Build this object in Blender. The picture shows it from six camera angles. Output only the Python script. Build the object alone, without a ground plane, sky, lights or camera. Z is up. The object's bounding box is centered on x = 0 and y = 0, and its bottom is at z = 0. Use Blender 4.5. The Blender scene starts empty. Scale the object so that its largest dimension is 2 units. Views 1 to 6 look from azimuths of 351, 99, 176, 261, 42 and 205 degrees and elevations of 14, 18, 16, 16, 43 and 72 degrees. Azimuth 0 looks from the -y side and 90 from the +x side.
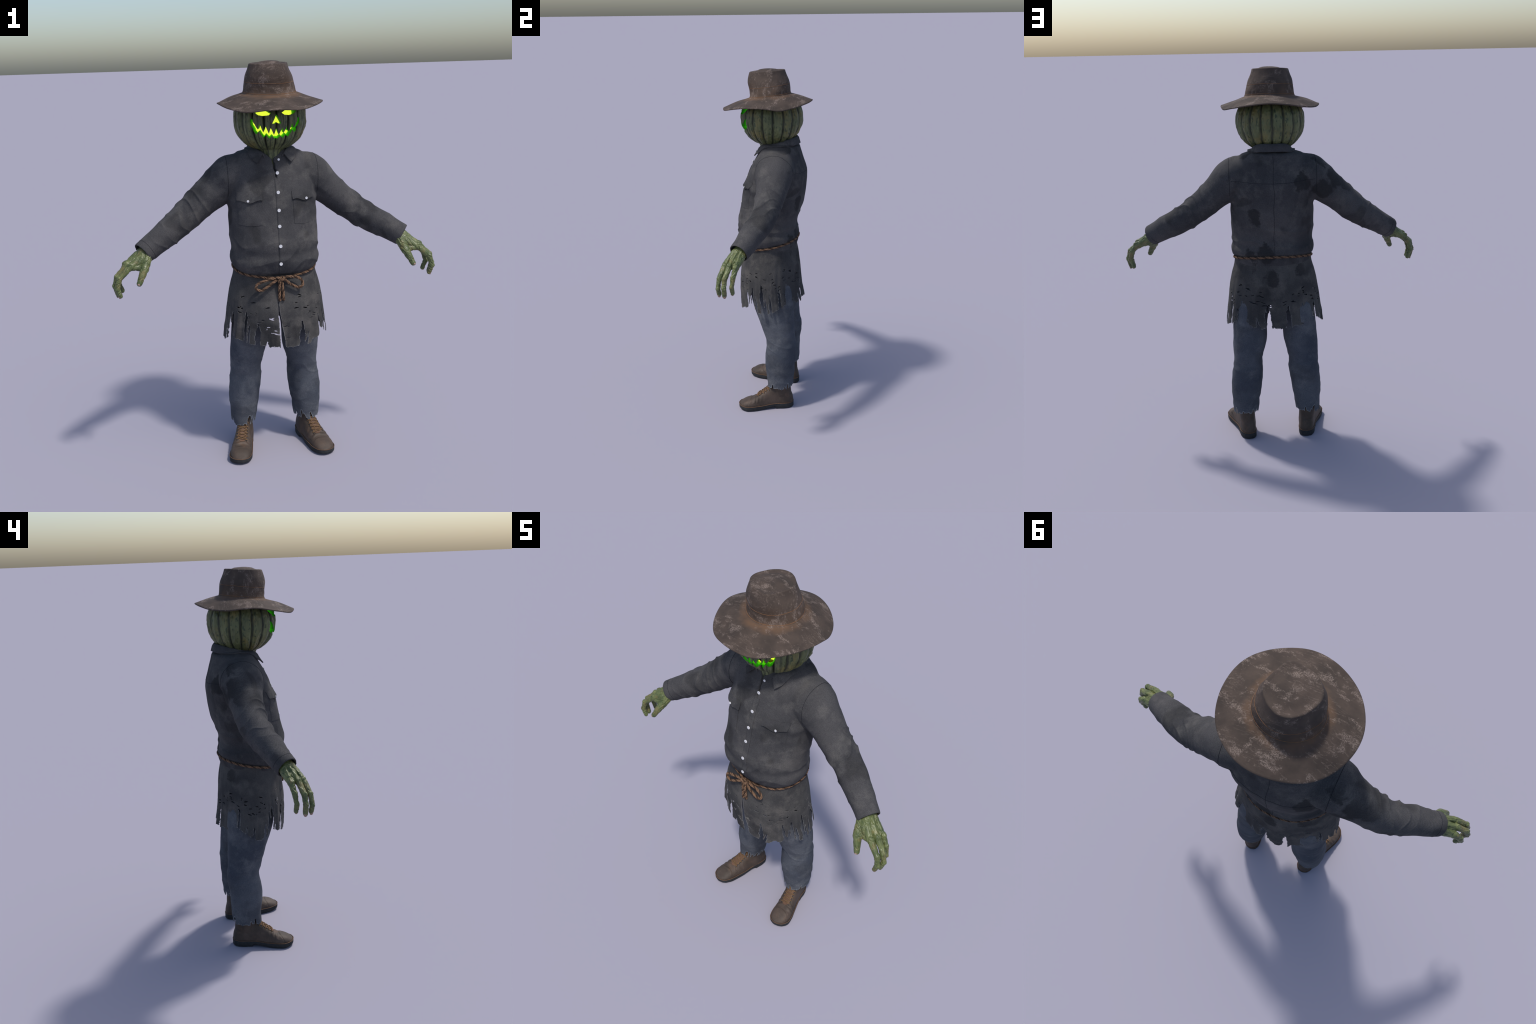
import bpy, bmesh, math, random
import numpy as np
from mathutils import Vector
from mathutils.bvhtree import BVHTree

random.seed(7)
RNG = np.random.RandomState(11)
scene = bpy.context.scene
V3 = lambda *a: np.array(a, float)

# =====================================================================
#  small maths toolbox
# =====================================================================
def hash3(ix, iy, iz, seed):
    h = (ix * 374761393 + iy * 668265263 + iz * 2147483647 + seed * 974634777) & 0xFFFFFFFF
    h = ((h ^ (h >> 13)) * 1274126177) & 0xFFFFFFFF
    h = h ^ (h >> 16)
    return (h & 0xFFFF) / 32767.5 - 1.0

def noise(p, scale=1.0, seed=0):
    """smooth value noise, vectorised, about -1..1"""
    q = np.asarray(p, float) * scale
    i = np.floor(q).astype(np.int64)
    f = q - i
    f = f * f * f * (f * (f * 6 - 15) + 10)
    out = 0
    for dx in (0, 1):
        for dy in (0, 1):
            for dz in (0, 1):
                w = (f[:, 0] if dx else 1 - f[:, 0]) * (f[:, 1] if dy else 1 - f[:, 1]) * (f[:, 2] if dz else 1 - f[:, 2])
                out = out + w * hash3(i[:, 0] + dx, i[:, 1] + dy, i[:, 2] + dz, seed)
    return out

def fbm(p, scale, octaves=3, seed=0):
    t, a = 0, 1.0
    for k in range(octaves):
        t = t + a * noise(p, scale * 2 ** k, seed + k)
        a *= 0.5
    return t / 1.75

def sstep(a, b, x):
    t = np.clip((np.asarray(x, float) - a) / (b - a), 0, 1)
    return t * t * (3 - 2 * t)

def spline(keys, n):
    """Catmull-Rom through rows of keys -> n rows"""
    k = np.asarray(keys, float)
    m = len(k)
    d = np.r_[0, np.cumsum(np.linalg.norm(np.diff(k[:, :3], axis=0), axis=1))]
    tan = np.zeros_like(k)
    tan[1:-1] = (k[2:] - k[:-2]) / (d[2:] - d[:-2])[:, None]
    tan[0] = (k[1] - k[0]) / (d[1] - d[0]); tan[-1] = (k[-1] - k[-2]) / (d[-1] - d[-2])
    out = []
    for t in np.linspace(0, d[-1], n):
        i = min(max(int(np.searchsorted(d, t)) - 1, 0), m - 2)
        L = d[i + 1] - d[i]; u = (t - d[i]) / L
        out.append((2*u**3 - 3*u*u + 1)*k[i] + (u**3 - 2*u*u + u)*L*tan[i] + (-2*u**3 + 3*u*u)*k[i+1] + (u**3 - u*u)*L*tan[i+1])
    return np.array(out)

def smooth_keys(x, xs, ys, period=None):
    """interpolate a profile with smooth (monotone-ish cubic) steps"""
    x = np.asarray(x, float); xs = np.asarray(xs, float); ys = np.asarray(ys, float)
    if period:
        xs = np.r_[xs - period, xs, xs + period]; ys = np.r_[ys, ys, ys]
        x = np.mod(x, period)
    m = np.gradient(ys, xs)
    i = np.clip(np.searchsorted(xs, x) - 1, 0, len(xs) - 2)
    L = xs[i + 1] - xs[i]; u = np.clip((x - xs[i]) / L, 0, 1)
    return (2*u**3 - 3*u*u + 1)*ys[i] + (u**3 - 2*u*u + u)*L*m[i] + (-2*u**3 + 3*u*u)*ys[i+1] + (u**3 - u*u)*L*m[i+1]

def sup(t, e=2.0):
    c, s = np.cos(t), np.sin(t)
    return np.sign(c) * np.abs(c) ** (2 / e), np.sign(s) * np.abs(s) ** (2 / e)

# =====================================================================
#  mesh toolbox (a mesh is a pair: verts Nx3, list/array of faces)
# =====================================================================
def rings_mesh(rings, cap0=True, cap1=True):
    n = len(rings[0])
    v = np.concatenate(rings)
    f = []
    for i in range(len(rings) - 1):
        for j in range(n):
            k = (j + 1) % n
            f.append((i*n + j, i*n + k, (i+1)*n + k, (i+1)*n + j))
    if cap0: f.append(tuple(range(n - 1, -1, -1)))
    if cap1: f.append(tuple((len(rings) - 1)*n + j for j in range(n)))
    return v, f

def frames(path):
    p = np.asarray(path, float)
    t = np.gradient(p, axis=0); t /= np.linalg.norm(t, axis=1)[:, None] + 1e-12
    a = V3(0, 0, 1) if abs(t[0][2]) < .9 else V3(0, 1, 0)
    u = np.cross(a, t[0]); u /= np.linalg.norm(u)
    U = []
    for i in range(len(p)):
        u = u - t[i] * (u @ t[i]); u /= np.linalg.norm(u)
        U.append(u.copy())
    U = np.array(U)
    return p, t, U, np.cross(t, U)

def tube(path, r, n=10, cap=True):
    p, t, U, W = frames(path)
    r = np.broadcast_to(np.asarray(r, float), (len(p),))
    a = np.linspace(0, 2*np.pi, n, endpoint=False)
    rings = [p[i] + r[i]*(np.cos(a)[:, None]*U[i] + np.sin(a)[:, None]*W[i]) for i in range(len(p))]
    return rings_mesh(rings, cap, cap)

def capsule(a, b, ra, rb, n=14, k=5):
    a, b = np.asarray(a, float), np.asarray(b, float)
    d = b - a; L = np.linalg.norm(d); d = d / L
    path, rad = [], []
    for i in range(k):
        th = (i + .3) / k * np.pi/2
        path.append(a - d*ra*math.cos(th)); rad.append(ra*math.sin(th))
    for s in np.linspace(0, 1, 6):
        path.append(a + d*L*s); rad.append(ra + (rb-ra)*s)
    for i in range(k - 1, -1, -1):
        th = (i + .3) / k * np.pi/2
        path.append(b + d*rb*math.cos(th)); rad.append(rb*math.sin(th))
    return tube(path, rad, n)

def merge(parts):
    vs, fs, o = [], [], 0
    for v, f in parts:
        vs.append(np.asarray(v)); fs += [tuple(int(i) + o for i in q) for q in f]; o += len(v)
    return np.concatenate(vs), fs

def new_mesh(name, v, f):
    me = bpy.data.meshes.new(name)
    me.from_pydata([tuple(map(float, q)) for q in v], [], [tuple(int(i) for i in q) for q in f])
    me.update()
    return me

def mesh_arrays(me):
    v = np.empty(len(me.vertices)*3); me.vertices.foreach_get('co', v)
    return v.reshape(-1, 3), [tuple(p.vertices) for p in me.polygons]

def fix_normals(me):
    bm = bmesh.new(); bm.from_mesh(me)
    bmesh.ops.recalc_face_normals(bm, faces=bm.faces)
    bm.to_mesh(me); bm.free(); me.update()

def voxel_union(parts, voxel):
    v, f = merge(parts)
    me = new_mesh('tmp', v, f); fix_normals(me)
    ob = bpy.data.objects.new('tmp', me); scene.collection.objects.link(ob)
    m = ob.modifiers.new('r', 'REMESH'); m.mode = 'VOXEL'; m.voxel_size = voxel; m.adaptivity = 0
    dg = bpy.context.evaluated_depsgraph_get()
    ev = bpy.data.meshes.new_from_object(ob.evaluated_get(dg))
    out = mesh_arrays(ev)
    bpy.data.objects.remove(ob); bpy.data.meshes.remove(me); bpy.data.meshes.remove(ev)
    return out

def edges_of(f):
    e = set()
    for q in f:
        for i in range(len(q)):
            a, b = q[i], q[(i+1) % len(q)]
            e.add((a, b) if a < b else (b, a))
    return np.array(list(e))

def relax(v, f, it, lam=.5, taubin=True):
    e = edges_of(f); n = len(v)
    deg = np.bincount(e.ravel(), minlength=n)[:, None].clip(1)
    def step(v, l):
        s = np.zeros_like(v)
        for c in range(3):
            s[:, c] = np.bincount(e[:, 0], v[e[:, 1], c], n) + np.bincount(e[:, 1], v[e[:, 0], c], n)
        return v + l*(s/deg - v)
    for _ in range(it):
        v = step(v, lam)
        if taubin: v = step(v, -lam*1.03)
    return v

def normals_of(v, f):
    me = new_mesh('n', v, f)
    n = np.empty(len(v)*3); me.vertex_normals.foreach_get('vector', n)
    bpy.data.meshes.remove(me)
    return n.reshape(-1, 3)

def smooth_boundary(v, f, it=4):
    """relax only the free edges of a sheet, so cut-outs have clean outlines"""
    cnt = {}
    for q in f:
        for i in range(len(q)):
            a, b = q[i], q[(i+1) % len(q)]
            k = (a, b) if a < b else (b, a)
            cnt[k] = cnt.get(k, 0) + 1
    be = np.array([k for k, c in cnt.items() if c == 1])
    if len(be) == 0: return v, be
    n = len(v); deg = np.bincount(be.ravel(), minlength=n)
    m = deg > 0
    for _ in range(it):
        s = np.zeros_like(v)
        for c in range(3):
            s[:, c] = np.bincount(be[:, 0], v[be[:, 1], c], n) + np.bincount(be[:, 1], v[be[:, 0], c], n)
        v = v.copy(); v[m] += .5*(s[m]/deg[m][:, None] - v[m])
    return v, be

def add(name, v, f, mats, parent=None, smooth=True, custom=None, fmat=None, angle=None):
    me = new_mesh(name, v, f)
    if custom is None: fix_normals(me)
    for m in (mats if isinstance(mats, (list, tuple)) else [mats]): me.materials.append(m)
    if fmat is not None: me.polygons.foreach_set('material_index', np.asarray(fmat, dtype=np.int32))
    me.polygons.foreach_set('use_smooth', [bool(smooth)]*len(me.polygons))
    if custom is not None:
        me.normals_split_custom_set_from_vertices([tuple(q) for q in custom])
    me.update()
    ob = bpy.data.objects.new(name, me); scene.collection.objects.link(ob)
    if angle is not None and smooth:
        me.set_sharp_from_angle(angle=math.radians(angle))
    if parent: ob.parent = parent
    return ob

def add_regions(v, f, labels, specs):
    """split one smooth surface by face label into objects with shared border normals"""
    n = normals_of(v, f)
    out = {}
    labels = np.asarray(labels)
    for lab, (name, mat, parent) in specs.items():
        idx = np.nonzero(labels == lab)[0]
        if len(idx) == 0: continue
        fs = [f[i] for i in idx]
        used = np.unique(np.concatenate([np.array(q) for q in fs]))
        mp = -np.ones(len(v), int); mp[used] = np.arange(len(used))
        p = out[parent] if isinstance(parent, (int, str)) and parent in out else parent
        out[lab] = add(name, v[used], [tuple(mp[list(q)]) for q in fs], mat, p, custom=n[used])
    return out

def centers(v, f):
    return np.array([v[list(q)].mean(0) for q in f])

def flip(m):
    v, f = m
    v = np.array(v); v[:, 0] *= -1
    return v, [tuple(reversed(q)) for q in f]

def solid_sheet(v, f, t, be=None):
    """give a sheet thickness t towards its inside (minus normal)"""
    n = normals_of(v, f); N = len(v)
    v2 = np.concatenate([v, v - n*t])
    f2 = list(f) + [tuple(i + N for i in reversed(q)) for q in f]
    cnt = {}
    for q in f:
        for i in range(len(q)):
            a, b = q[i], q[(i+1) % len(q)]
            k = (a, b) if a < b else (b, a)
            cnt.setdefault(k, []).append((a, b))
    rim = [x[0] for x in cnt.values() if len(x) == 1]
    f2 += [(b, a, a + N, b + N) for a, b in rim]
    return v2, f2, len(rim)

def bvh(v, f):
    return BVHTree.FromPolygons([Vector(q) for q in v], f)

def cast(tree, o, d):
    h = tree.ray_cast(Vector(o), Vector(d))
    return (None, None) if h[0] is None else (np.array(h[0]), np.array(h[1]))

# =====================================================================
#  materials
# =====================================================================
def lin(r, g, b):
    c = lambda u: u/12.92 if u <= .04045 else ((u + .055)/1.055)**2.4
    return (c(r/255), c(g/255), c(b/255), 1)

class Mat:
    def __init__(s, name, rough=.8, spec=.3):
        s.m = bpy.data.materials.new(name); s.m.use_nodes = True
        s.t = s.m.node_tree; s.b = s.t.nodes['Principled BSDF']
        s.b.inputs['Roughness'].default_value = rough
        s.b.inputs['Specular IOR Level'].default_value = spec
        s.co = s.t.nodes.new('ShaderNodeTexCoord').outputs['Object']
        s.bumps = None
    def put(s, sock, v):
        if v is None: return
        if hasattr(v, 'is_output') or isinstance(v, bpy.types.NodeSocket): s.t.links.new(v, sock)
        else: sock.default_value = v
    def map(s, scale=(1, 1, 1), rot=(0, 0, 0), loc=(0, 0, 0)):
        n = s.t.nodes.new('ShaderNodeMapping'); s.put(n.inputs[0], s.co)
        n.inputs['Scale'].default_value = scale; n.inputs['Rotation'].default_value = rot; n.inputs['Location'].default_value = loc
        return n.outputs[0]
    def noise(s, scale, detail=3, rough=.55, vec=None, dist=0):
        n = s.t.nodes.new('ShaderNodeTexNoise'); s.put(n.inputs['Vector'], vec or s.co)
        n.inputs['Scale'].default_value = scale; n.inputs['Detail'].default_value = detail
        n.inputs['Roughness'].default_value = rough; n.inputs['Distortion'].default_value = dist
        return n.outputs['Fac']
    def voro(s, scale, vec=None, feature='F1', out='Distance'):
        n = s.t.nodes.new('ShaderNodeTexVoronoi'); n.feature = feature
        s.put(n.inputs['Vector'], vec or s.co); n.inputs['Scale'].default_value = scale
        return n.outputs[out]
    def wave(s, scale, vec=None, dist=0, dscale=1, direction='X'):
        n = s.t.nodes.new('ShaderNodeTexWave'); n.bands_direction = direction
        s.put(n.inputs['Vector'], vec or s.co); n.inputs['Scale'].default_value = scale
        n.inputs['Distortion'].default_value = dist; n.inputs['Detail Scale'].default_value = dscale
        return n.outputs['Fac']
    def math(s, op, a, b=None, c=None):
        n = s.t.nodes.new('ShaderNodeMath'); n.operation = op
        s.put(n.inputs[0], a)
        if b is not None: s.put(n.inputs[1], b)
        if c is not None: s.put(n.inputs[2], c)
        return n.outputs[0]
    def xyz(s):
        n = s.t.nodes.new('ShaderNodeSeparateXYZ'); s.put(n.inputs[0], s.co)
        return n.outputs
    def ramp(s, fac, stops, interp='LINEAR'):
        n = s.t.nodes.new('ShaderNodeValToRGB'); n.color_ramp.interpolation = interp
        e = n.color_ramp.elements
        while len(e) < len(stops): e.new(.5)
        for q, (p, c) in zip(e, stops):
            q.position = p; q.color = c if isinstance(c, tuple) else (c, c, c, 1)
        s.put(n.inputs[0], fac)
        return n.outputs[0]
    def mix(s, fac, a, b, blend='MIX'):
        n = s.t.nodes.new('ShaderNodeMix'); n.data_type = 'RGBA'; n.blend_type = blend
        s.put(n.inputs[0], fac); s.put(n.inputs[6], a); s.put(n.inputs[7], b)
        return n.outputs[2]
    def color(s, c): s.put(s.b.inputs['Base Color'], c)
    def bump(s, h, strength=.3, dist=.002):
        n = s.t.nodes.new('ShaderNodeBump'); n.inputs['Strength'].default_value = strength
        n.inputs['Distance'].default_value = dist; s.put(n.inputs['Height'], h)
        if s.bumps is not None: s.put(n.inputs['Normal'], s.bumps)
        s.bumps = n.outputs[0]; s.put(s.b.inputs['Normal'], s.bumps)

def cloth(name, base, dark, stain, dust, stain_amt=.75, weave=True, seed=0.0):
    m = Mat(name, .92, .12)
    big = m.noise(4.2, 4, .6, m.map(loc=(seed, seed*.7, 1)))
    c = m.mix(m.ramp(big, [(.38, 0.0), (.62, 1.0)]), dark, base)
    d = m.noise(9, 5, .65, m.map(loc=(3 + seed, 1, 2)))
    c = m.mix(m.math('MULTIPLY', m.ramp(d, [(.50, 0.0), (.68, 1.0)]), .6), c, dust)
    st = m.noise(7.0, 2, .4, m.map(loc=(8, 5 + seed, 3)), dist=.4)
    c = m.mix(m.math('MULTIPLY', m.ramp(st, [(.585, 0.0), (.65, 1.0)]), stain_amt), c, stain)
    if stain_amt > .4:      # big damp blotches across the back
        wv = m.math('MULTIPLY', m.math('SUBTRACT', m.noise(18, 3, .6), .5), .55)
        vo = m.math('ADD', m.voro(6.5, m.map((1, 1, .85), loc=(.31 + seed, 0, .2))), wv)
        bl = m.ramp(vo, [(.25, 1.0), (.32, 0.0)])
        bk = m.ramp(m.xyz()[1], [(.06, 0.0), (.14, 1.0)])
        c = m.mix(m.math('MULTIPLY', m.math('MULTIPLY', bl, bk), .8), c, stain)
    g = m.noise(330, 2, .6)
    c = m.mix(.35, c, m.ramp(g, [(.3, (.25, .25, .25, 1)), (.7, (1, 1, 1, 1))]), 'OVERLAY')
    if weave:
        w = m.wave(95, m.map(rot=(.3, .5, .25)), dist=5, dscale=9.0, direction='Z')
        c = m.mix(.10, c, m.ramp(w, [(.2, (.2, .2, .2, 1)), (.8, (.9, .9, .9, 1))]), 'OVERLAY')
        m.bump(w, .06, .001)
    m.bump(m.noise(55, 4, .6), .25, .004)
    m.bump(g, .25, .0015)
    m.color(c)
    return m.m

SHIRT = cloth('charcoal_shirt_cloth', lin(69, 68, 69), lin(54, 54, 56), lin(38, 38, 39), lin(86, 84, 82), .5)
TAIL = cloth('charcoal_tail_cloth', lin(70, 69, 68), lin(53, 53, 54), lin(38, 38, 39), lin(88, 85, 82), .5, seed=2.0)
FRAY = cloth('frayed_thread_edge', lin(112, 112, 112), lin(88, 88, 90), lin(70, 70, 72), lin(140, 138, 134), .3, False)
JEANS = cloth('faded_blue_trouser_cloth', lin(80, 83, 89), lin(61, 65, 73), lin(56, 57, 60), lin(98, 100, 103), .3, False, 5.0)
JFRAY = cloth('frayed_trouser_edge', lin(112, 116, 120), lin(92, 96, 102), lin(70, 74, 80), lin(130, 132, 134), .2, False, 5.0)

def plain(name, c, rough=.7, spec=.3, nscale=60, var=.25, bump=.2):
    m = Mat(name, rough, spec)
    n = m.noise(nscale, 4, .6)
    dk = tuple(q*(1 - var) for q in c[:3]) + (1,)
    lt = tuple(min(1, q*(1 + var)) for q in c[:3]) + (1,)
    m.color(m.ramp(n, [(.3, dk), (.7, lt)]))
    if bump: m.bump(n, bump, .002)
    return m.m

SEAM = plain('dark_seam_thread', lin(36, 37, 42), .9, .1)
DARK = plain('dark_inner_cloth', lin(30, 31, 36), .95, .05)
BUTTON = plain('white_button_plastic', lin(205, 205, 208), .4, .5, 300, .06, .05)

def hat_mat():
    m = Mat('worn_brown_leather', .85, .25)
    x, y, z = m.xyz()
    n1 = m.noise(11, 4, .6)
    c = m.mix(m.ramp(n1, [(.35, 0.0), (.65, 1.0)]), lin(60, 52, 47), lin(77, 66, 59))
    # rust-brown sweat stain hugging the crown base
    yy = m.math('ADD', y, -.01)
    r = m.math('SQRT', m.math('ADD', m.math('MULTIPLY', x, x), m.math('MULTIPLY', yy, yy)))
    r = m.math('ADD', r, m.math('MULTIPLY', m.math('SUBTRACT', m.noise(14, 3), .5), .05))
    ring = m.ramp(m.math('ABSOLUTE', m.math('SUBTRACT', r, .130)), [(.0, 1.0), (.030, 0.0)])
    low = m.ramp(z, [(.0, 1.0), (1.0, 0.0)])
    zz = m.math('MULTIPLY_ADD', z, 9.0, -16.55)   # 0 at z=1.839, 1 at z=1.95
    low = m.ramp(zz, [(.0, 1.0), (.95, 0.0)])
    rust = m.math('MULTIPLY', m.math('MULTIPLY', ring, low), m.ramp(m.noise(20, 3), [(.3, .25), (.6, 1.0)]))
    c = m.mix(m.math('MULTIPLY', rust, .85), c, lin(100, 77, 59))
    # pale rubbed patches: soft areas broken by canvas weave
    p = m.noise(13, 5, .7, m.map((1, 1.6, 1), (0, 0, .6)), dist=.35)
    wv = m.noise(260, 2, .5)
    pm = m.math('MULTIPLY', m.ramp(p, [(.54, 0.0), (.62, 1.0)]), m.ramp(wv, [(.44, .1), (.56, 1.0)]))
    c = m.mix(m.math('MULTIPLY', pm, .7), c, lin(132, 118, 109))
    # scratches
    s = m.noise(9, 4, .6, m.map((1, 7, 3), (0, 0, .75)), dist=.5)
    sm = m.math('MULTIPLY', m.ramp(m.math('ABSOLUTE', m.math('SUBTRACT', s, .5)), [(.0, 1.0), (.014, 0.0)]), m.ramp(m.noise(8), [(.48, 0.0), (.6, 1.0)]))
    c = m.mix(m.math('MULTIPLY', sm, .3), c, lin(150, 134, 124))
    m.color(c)
    m.bump(wv, .35, .0015); m.bump(m.noise(35, 4), .3, .004)
    return m.m
HAT = hat_mat()
HATSEAM = plain('hat_stitch_thread', lin(120, 88, 62), .8, .2)
HATEDGE = HAT

def pumpkin_mat(name, ribs=True):
    m = Mat(name, .5, .4)
    x, y, z = m.xyz()
    ang = m.math('ARCTAN2', x, m.math('SUBTRACT', y, .02))
    wob = m.math('MULTIPLY', m.math('SUBTRACT', m.noise(25, 3), .5), .10)
    t = m.math('MULTIPLY', m.math('ADD', ang, wob), 18/(2*math.pi))
    fr = m.math('ABSOLUTE', m.math('SUBTRACT', m.math('FRACT', m.math('ADD', t, 20.5)), .5))   # 0 in groove
    n1 = m.noise(16, 4, .6, m.map((1, 1, .5)))
    c = m.mix(m.ramp(n1, [(.35, 0.0), (.68, 1.0)]), lin(76, 82, 52), lin(102, 106, 70))
    c = m.mix(m.math('MULTIPLY', m.ramp(m.noise(11, 3, .5, m.map(loc=(4, 2, 7))), [(.52, 0.0), (.66, 1.0)]), .55), c, lin(112, 98, 50))
    # dark flecks along the flanks of each rib
    fl = m.noise(70, 3, .6, m.map((1.4, 1.4, .6)))
    band = m.ramp(fr, [(.12, 0.0), (.2, 1.0), (.34, 1.0), (.42, .25)])
    c = m.mix(m.math('MULTIPLY', m.math('MULTIPLY', m.ramp(fl, [(.53, 0.0), (.6, 1.0)]), band), .8), c, lin(34, 50, 34))
    if ribs == 'front':
        t2 = m.math('MULTIPLY', m.math('ADD', ang, wob), 36/(2*math.pi))
        f2 = m.math('ABSOLUTE', m.math('SUBTRACT', m.math('FRACT', m.math('ADD', t2, 20.5)), .5))
        fm = m.math('MULTIPLY', m.ramp(f2, [(.04, .7), (.2, 0.0)]), m.ramp(m.math('MULTIPLY', y, -8.0), [(.45, 0.0), (.75, 1.0)]))
        c = m.mix(fm, c, lin(38, 42, 31))
    if ribs:
        c = m.mix(m.ramp(fr, [(.03, .9), (.18, 0.0)]), c, lin(36, 40, 30))
    m.color(c)
    m.bump(m.noise(45, 4, .6, m.map((1, 1, .3))), .6, .008)
    m.bump(fl, .2, .002)
    return m.m
PUMPKIN = pumpkin_mat('green_pumpkin_rind', 'front')
STEM = pumpkin_mat('green_pumpkin_stem', True)

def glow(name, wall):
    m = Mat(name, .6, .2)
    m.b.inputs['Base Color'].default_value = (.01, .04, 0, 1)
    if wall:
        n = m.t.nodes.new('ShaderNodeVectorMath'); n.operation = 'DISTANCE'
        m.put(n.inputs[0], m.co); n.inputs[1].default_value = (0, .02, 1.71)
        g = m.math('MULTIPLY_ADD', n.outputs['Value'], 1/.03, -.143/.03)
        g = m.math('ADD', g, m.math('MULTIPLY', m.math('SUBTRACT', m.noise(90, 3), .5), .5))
        col = m.ramp(g, [(.0, (.07, .55, .005, 1)), (.2, (.015, .24, .002, 1)), (1.0, (.001, .04, .001, 1))])  # green fade of the inside light drawn into the wall colour
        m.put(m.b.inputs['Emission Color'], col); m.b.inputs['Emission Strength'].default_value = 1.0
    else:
        yv = m.math('MULTIPLY_ADD', m.xyz()[1], 10.0, .9)        # painted light falloff: dim close behind the face, bright at the back
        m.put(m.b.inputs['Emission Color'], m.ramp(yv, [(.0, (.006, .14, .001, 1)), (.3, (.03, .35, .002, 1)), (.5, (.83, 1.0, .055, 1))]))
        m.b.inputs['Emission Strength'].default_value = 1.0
    return m.m
GLOW = glow('inner_glow_light', False)
GLOWWALL = glow('painted_glow_wall', True)
GLOWCORE = Mat('bright_inner_light', .6, .2)
GLOWCORE.b.inputs['Base Color'].default_value = (.01, .04, 0, 1)
GLOWCORE.b.inputs['Emission Color'].default_value = (.83, 1.0, .055, 1)
GLOWCORE.b.inputs['Emission Strength'].default_value = 1.0
GLOWCORE = GLOWCORE.m

def skin():
    m = Mat('green_wrinkled_skin', .40, .45)
    n1 = m.noise(28, 4, .6)
    c = m.mix(m.ramp(n1, [(.35, 0.0), (.65, 1.0)]), lin(70, 82, 46), lin(102, 109, 66))
    c = m.mix(m.math('MULTIPLY', m.ramp(m.noise(22, 3, .5, m.map(loc=(5, 1, 3))), [(.54, 0.0), (.68, 1.0)]), .6), c, lin(120, 106, 66))
    v = m.noise(60, 2, .5, m.map((.5, 1, .6), (0, .7, 0)), dist=.6)
    c = m.mix(m.ramp(m.math('ABSOLUTE', m.math('SUBTRACT', v, .5)), [(.0, .45), (.035, 0.0)]), c, lin(48, 56, 32))
    m.color(c)
    m.bump(m.ramp(m.math('ABSOLUTE', m.math('SUBTRACT', v, .5)), [(.0, 0.0), (.05, 1.0)]), .35, .0025)
    m.bump(m.noise(120, 3), .12, .002)
    return m.m
SKIN = skin()
NAIL = plain('dull_nail', lin(142, 118, 104), .45, .4, 80, .18, .1)

def boot_leather():
    m = Mat('scuffed_brown_boot_leather', .62, .35)
    n1 = m.noise(15, 4, .6)
    c = m.mix(m.ramp(n1, [(.35, 0.0), (.66, 1.0)]), lin(58, 49, 42), lin(75, 63, 55))
    c = m.mix(m.math('MULTIPLY', m.ramp(m.noise(20, 4, .65, m.map(loc=(4, 4, 1))), [(.54, 0.0), (.68, 1.0)]), .5), c, lin(88, 69, 55))
    g = m.noise(220, 3, .6)
    c = m.mix(.25, c, m.ramp(g, [(.3, (.3, .3, .3, 1)), (.7, (.9, .9, .9, 1))]), 'OVERLAY')
    m.color(c); m.bump(g, .2, .001); m.bump(m.noise(40, 4), .25, .003)
    return m.m
BOOT = boot_leather()
TONGUE = plain('tan_boot_tongue_leather', lin(94, 69, 53), .65, .3, 40, .2)
LACE = plain('tan_boot_lace', lin(104, 82, 60), .85, .15, 200, .2)
SOLE = plain('black_rubber_sole', lin(40, 42, 44), .75, .3, 80, .25)
WELT = plain('brown_welt_strip', lin(92, 70, 54), .7, .3, 120, .2)
ROPE = plain('brown_hemp_rope', lin(112, 88, 70), .9, .1, 160, .4, .6)
ROPE_SHADE = plain('shade_tinted_strand', lin(66, 52, 43), .9, .1, 160, .4, .6)  # one strand darkened to draw the shadow between the rope's twists

# =====================================================================
#  the thing
# =====================================================================
root = bpy.data.objects.new('scarecrow', None); scene.collection.objects.link(root)
root['label'] = 'tattered scarecrow with glowing green pumpkin head and hat'
root['category'] = 'scarecrow figure'

# ---------------------------------------------------------------- shirt
# torso profile: z, half width, front y, back y
TORSO = np.array([
    (.980, .203, -.146, .160), (1.010, .208, -.163, .168), (1.035, .218, -.174, .177), (1.06, .223, -.179, .179),
    (1.09, .214, -.176, .169), (1.12, .215, -.180, .167), (1.15, .217, -.177, .172), (1.19, .217, -.167, .182),
    (1.25, .218, -.153, .200), (1.31, .218, -.141, .209), (1.37, .217, -.128, .215), (1.42, .214, -.111, .218),
    (1.48, .208, -.084, .206), (1.53, .196, -.056, .192), (1.555, .176, -.043, .184), (1.577, .138, -.034, .177),
    (1.588, .080, -.030, .160)])
zz = np.linspace(TORSO[0, 0], TORSO[-1, 0], 70)
A = np.linspace(0, 2*np.pi, 96, endpoint=False)
rings = []
for z in zz:
    hx, yf, yb = [smooth_keys(z, TORSO[:, 0], TORSO[:, k]) for k in (1, 2, 3)]
    ef = 2.42 + .25*math.exp(-((z - 1.35)/.09)**2)        # chest is broad and flat, belly rounder
    eb = 1.93 + .50*math.exp(-((z - 1.40)/.07)**2)        # shoulder blades square, flanks slim
    c, s = sup(A, eb); c2, s2 = sup(A, ef)
    c = np.where(np.sin(A) < 0, c2, c); s = np.where(np.sin(A) < 0, s2, s)
    rings.append(np.c_[hx*c, (yf + yb)/2 + (yb - yf)/2*s, np.full(len(A), z)])
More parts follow.
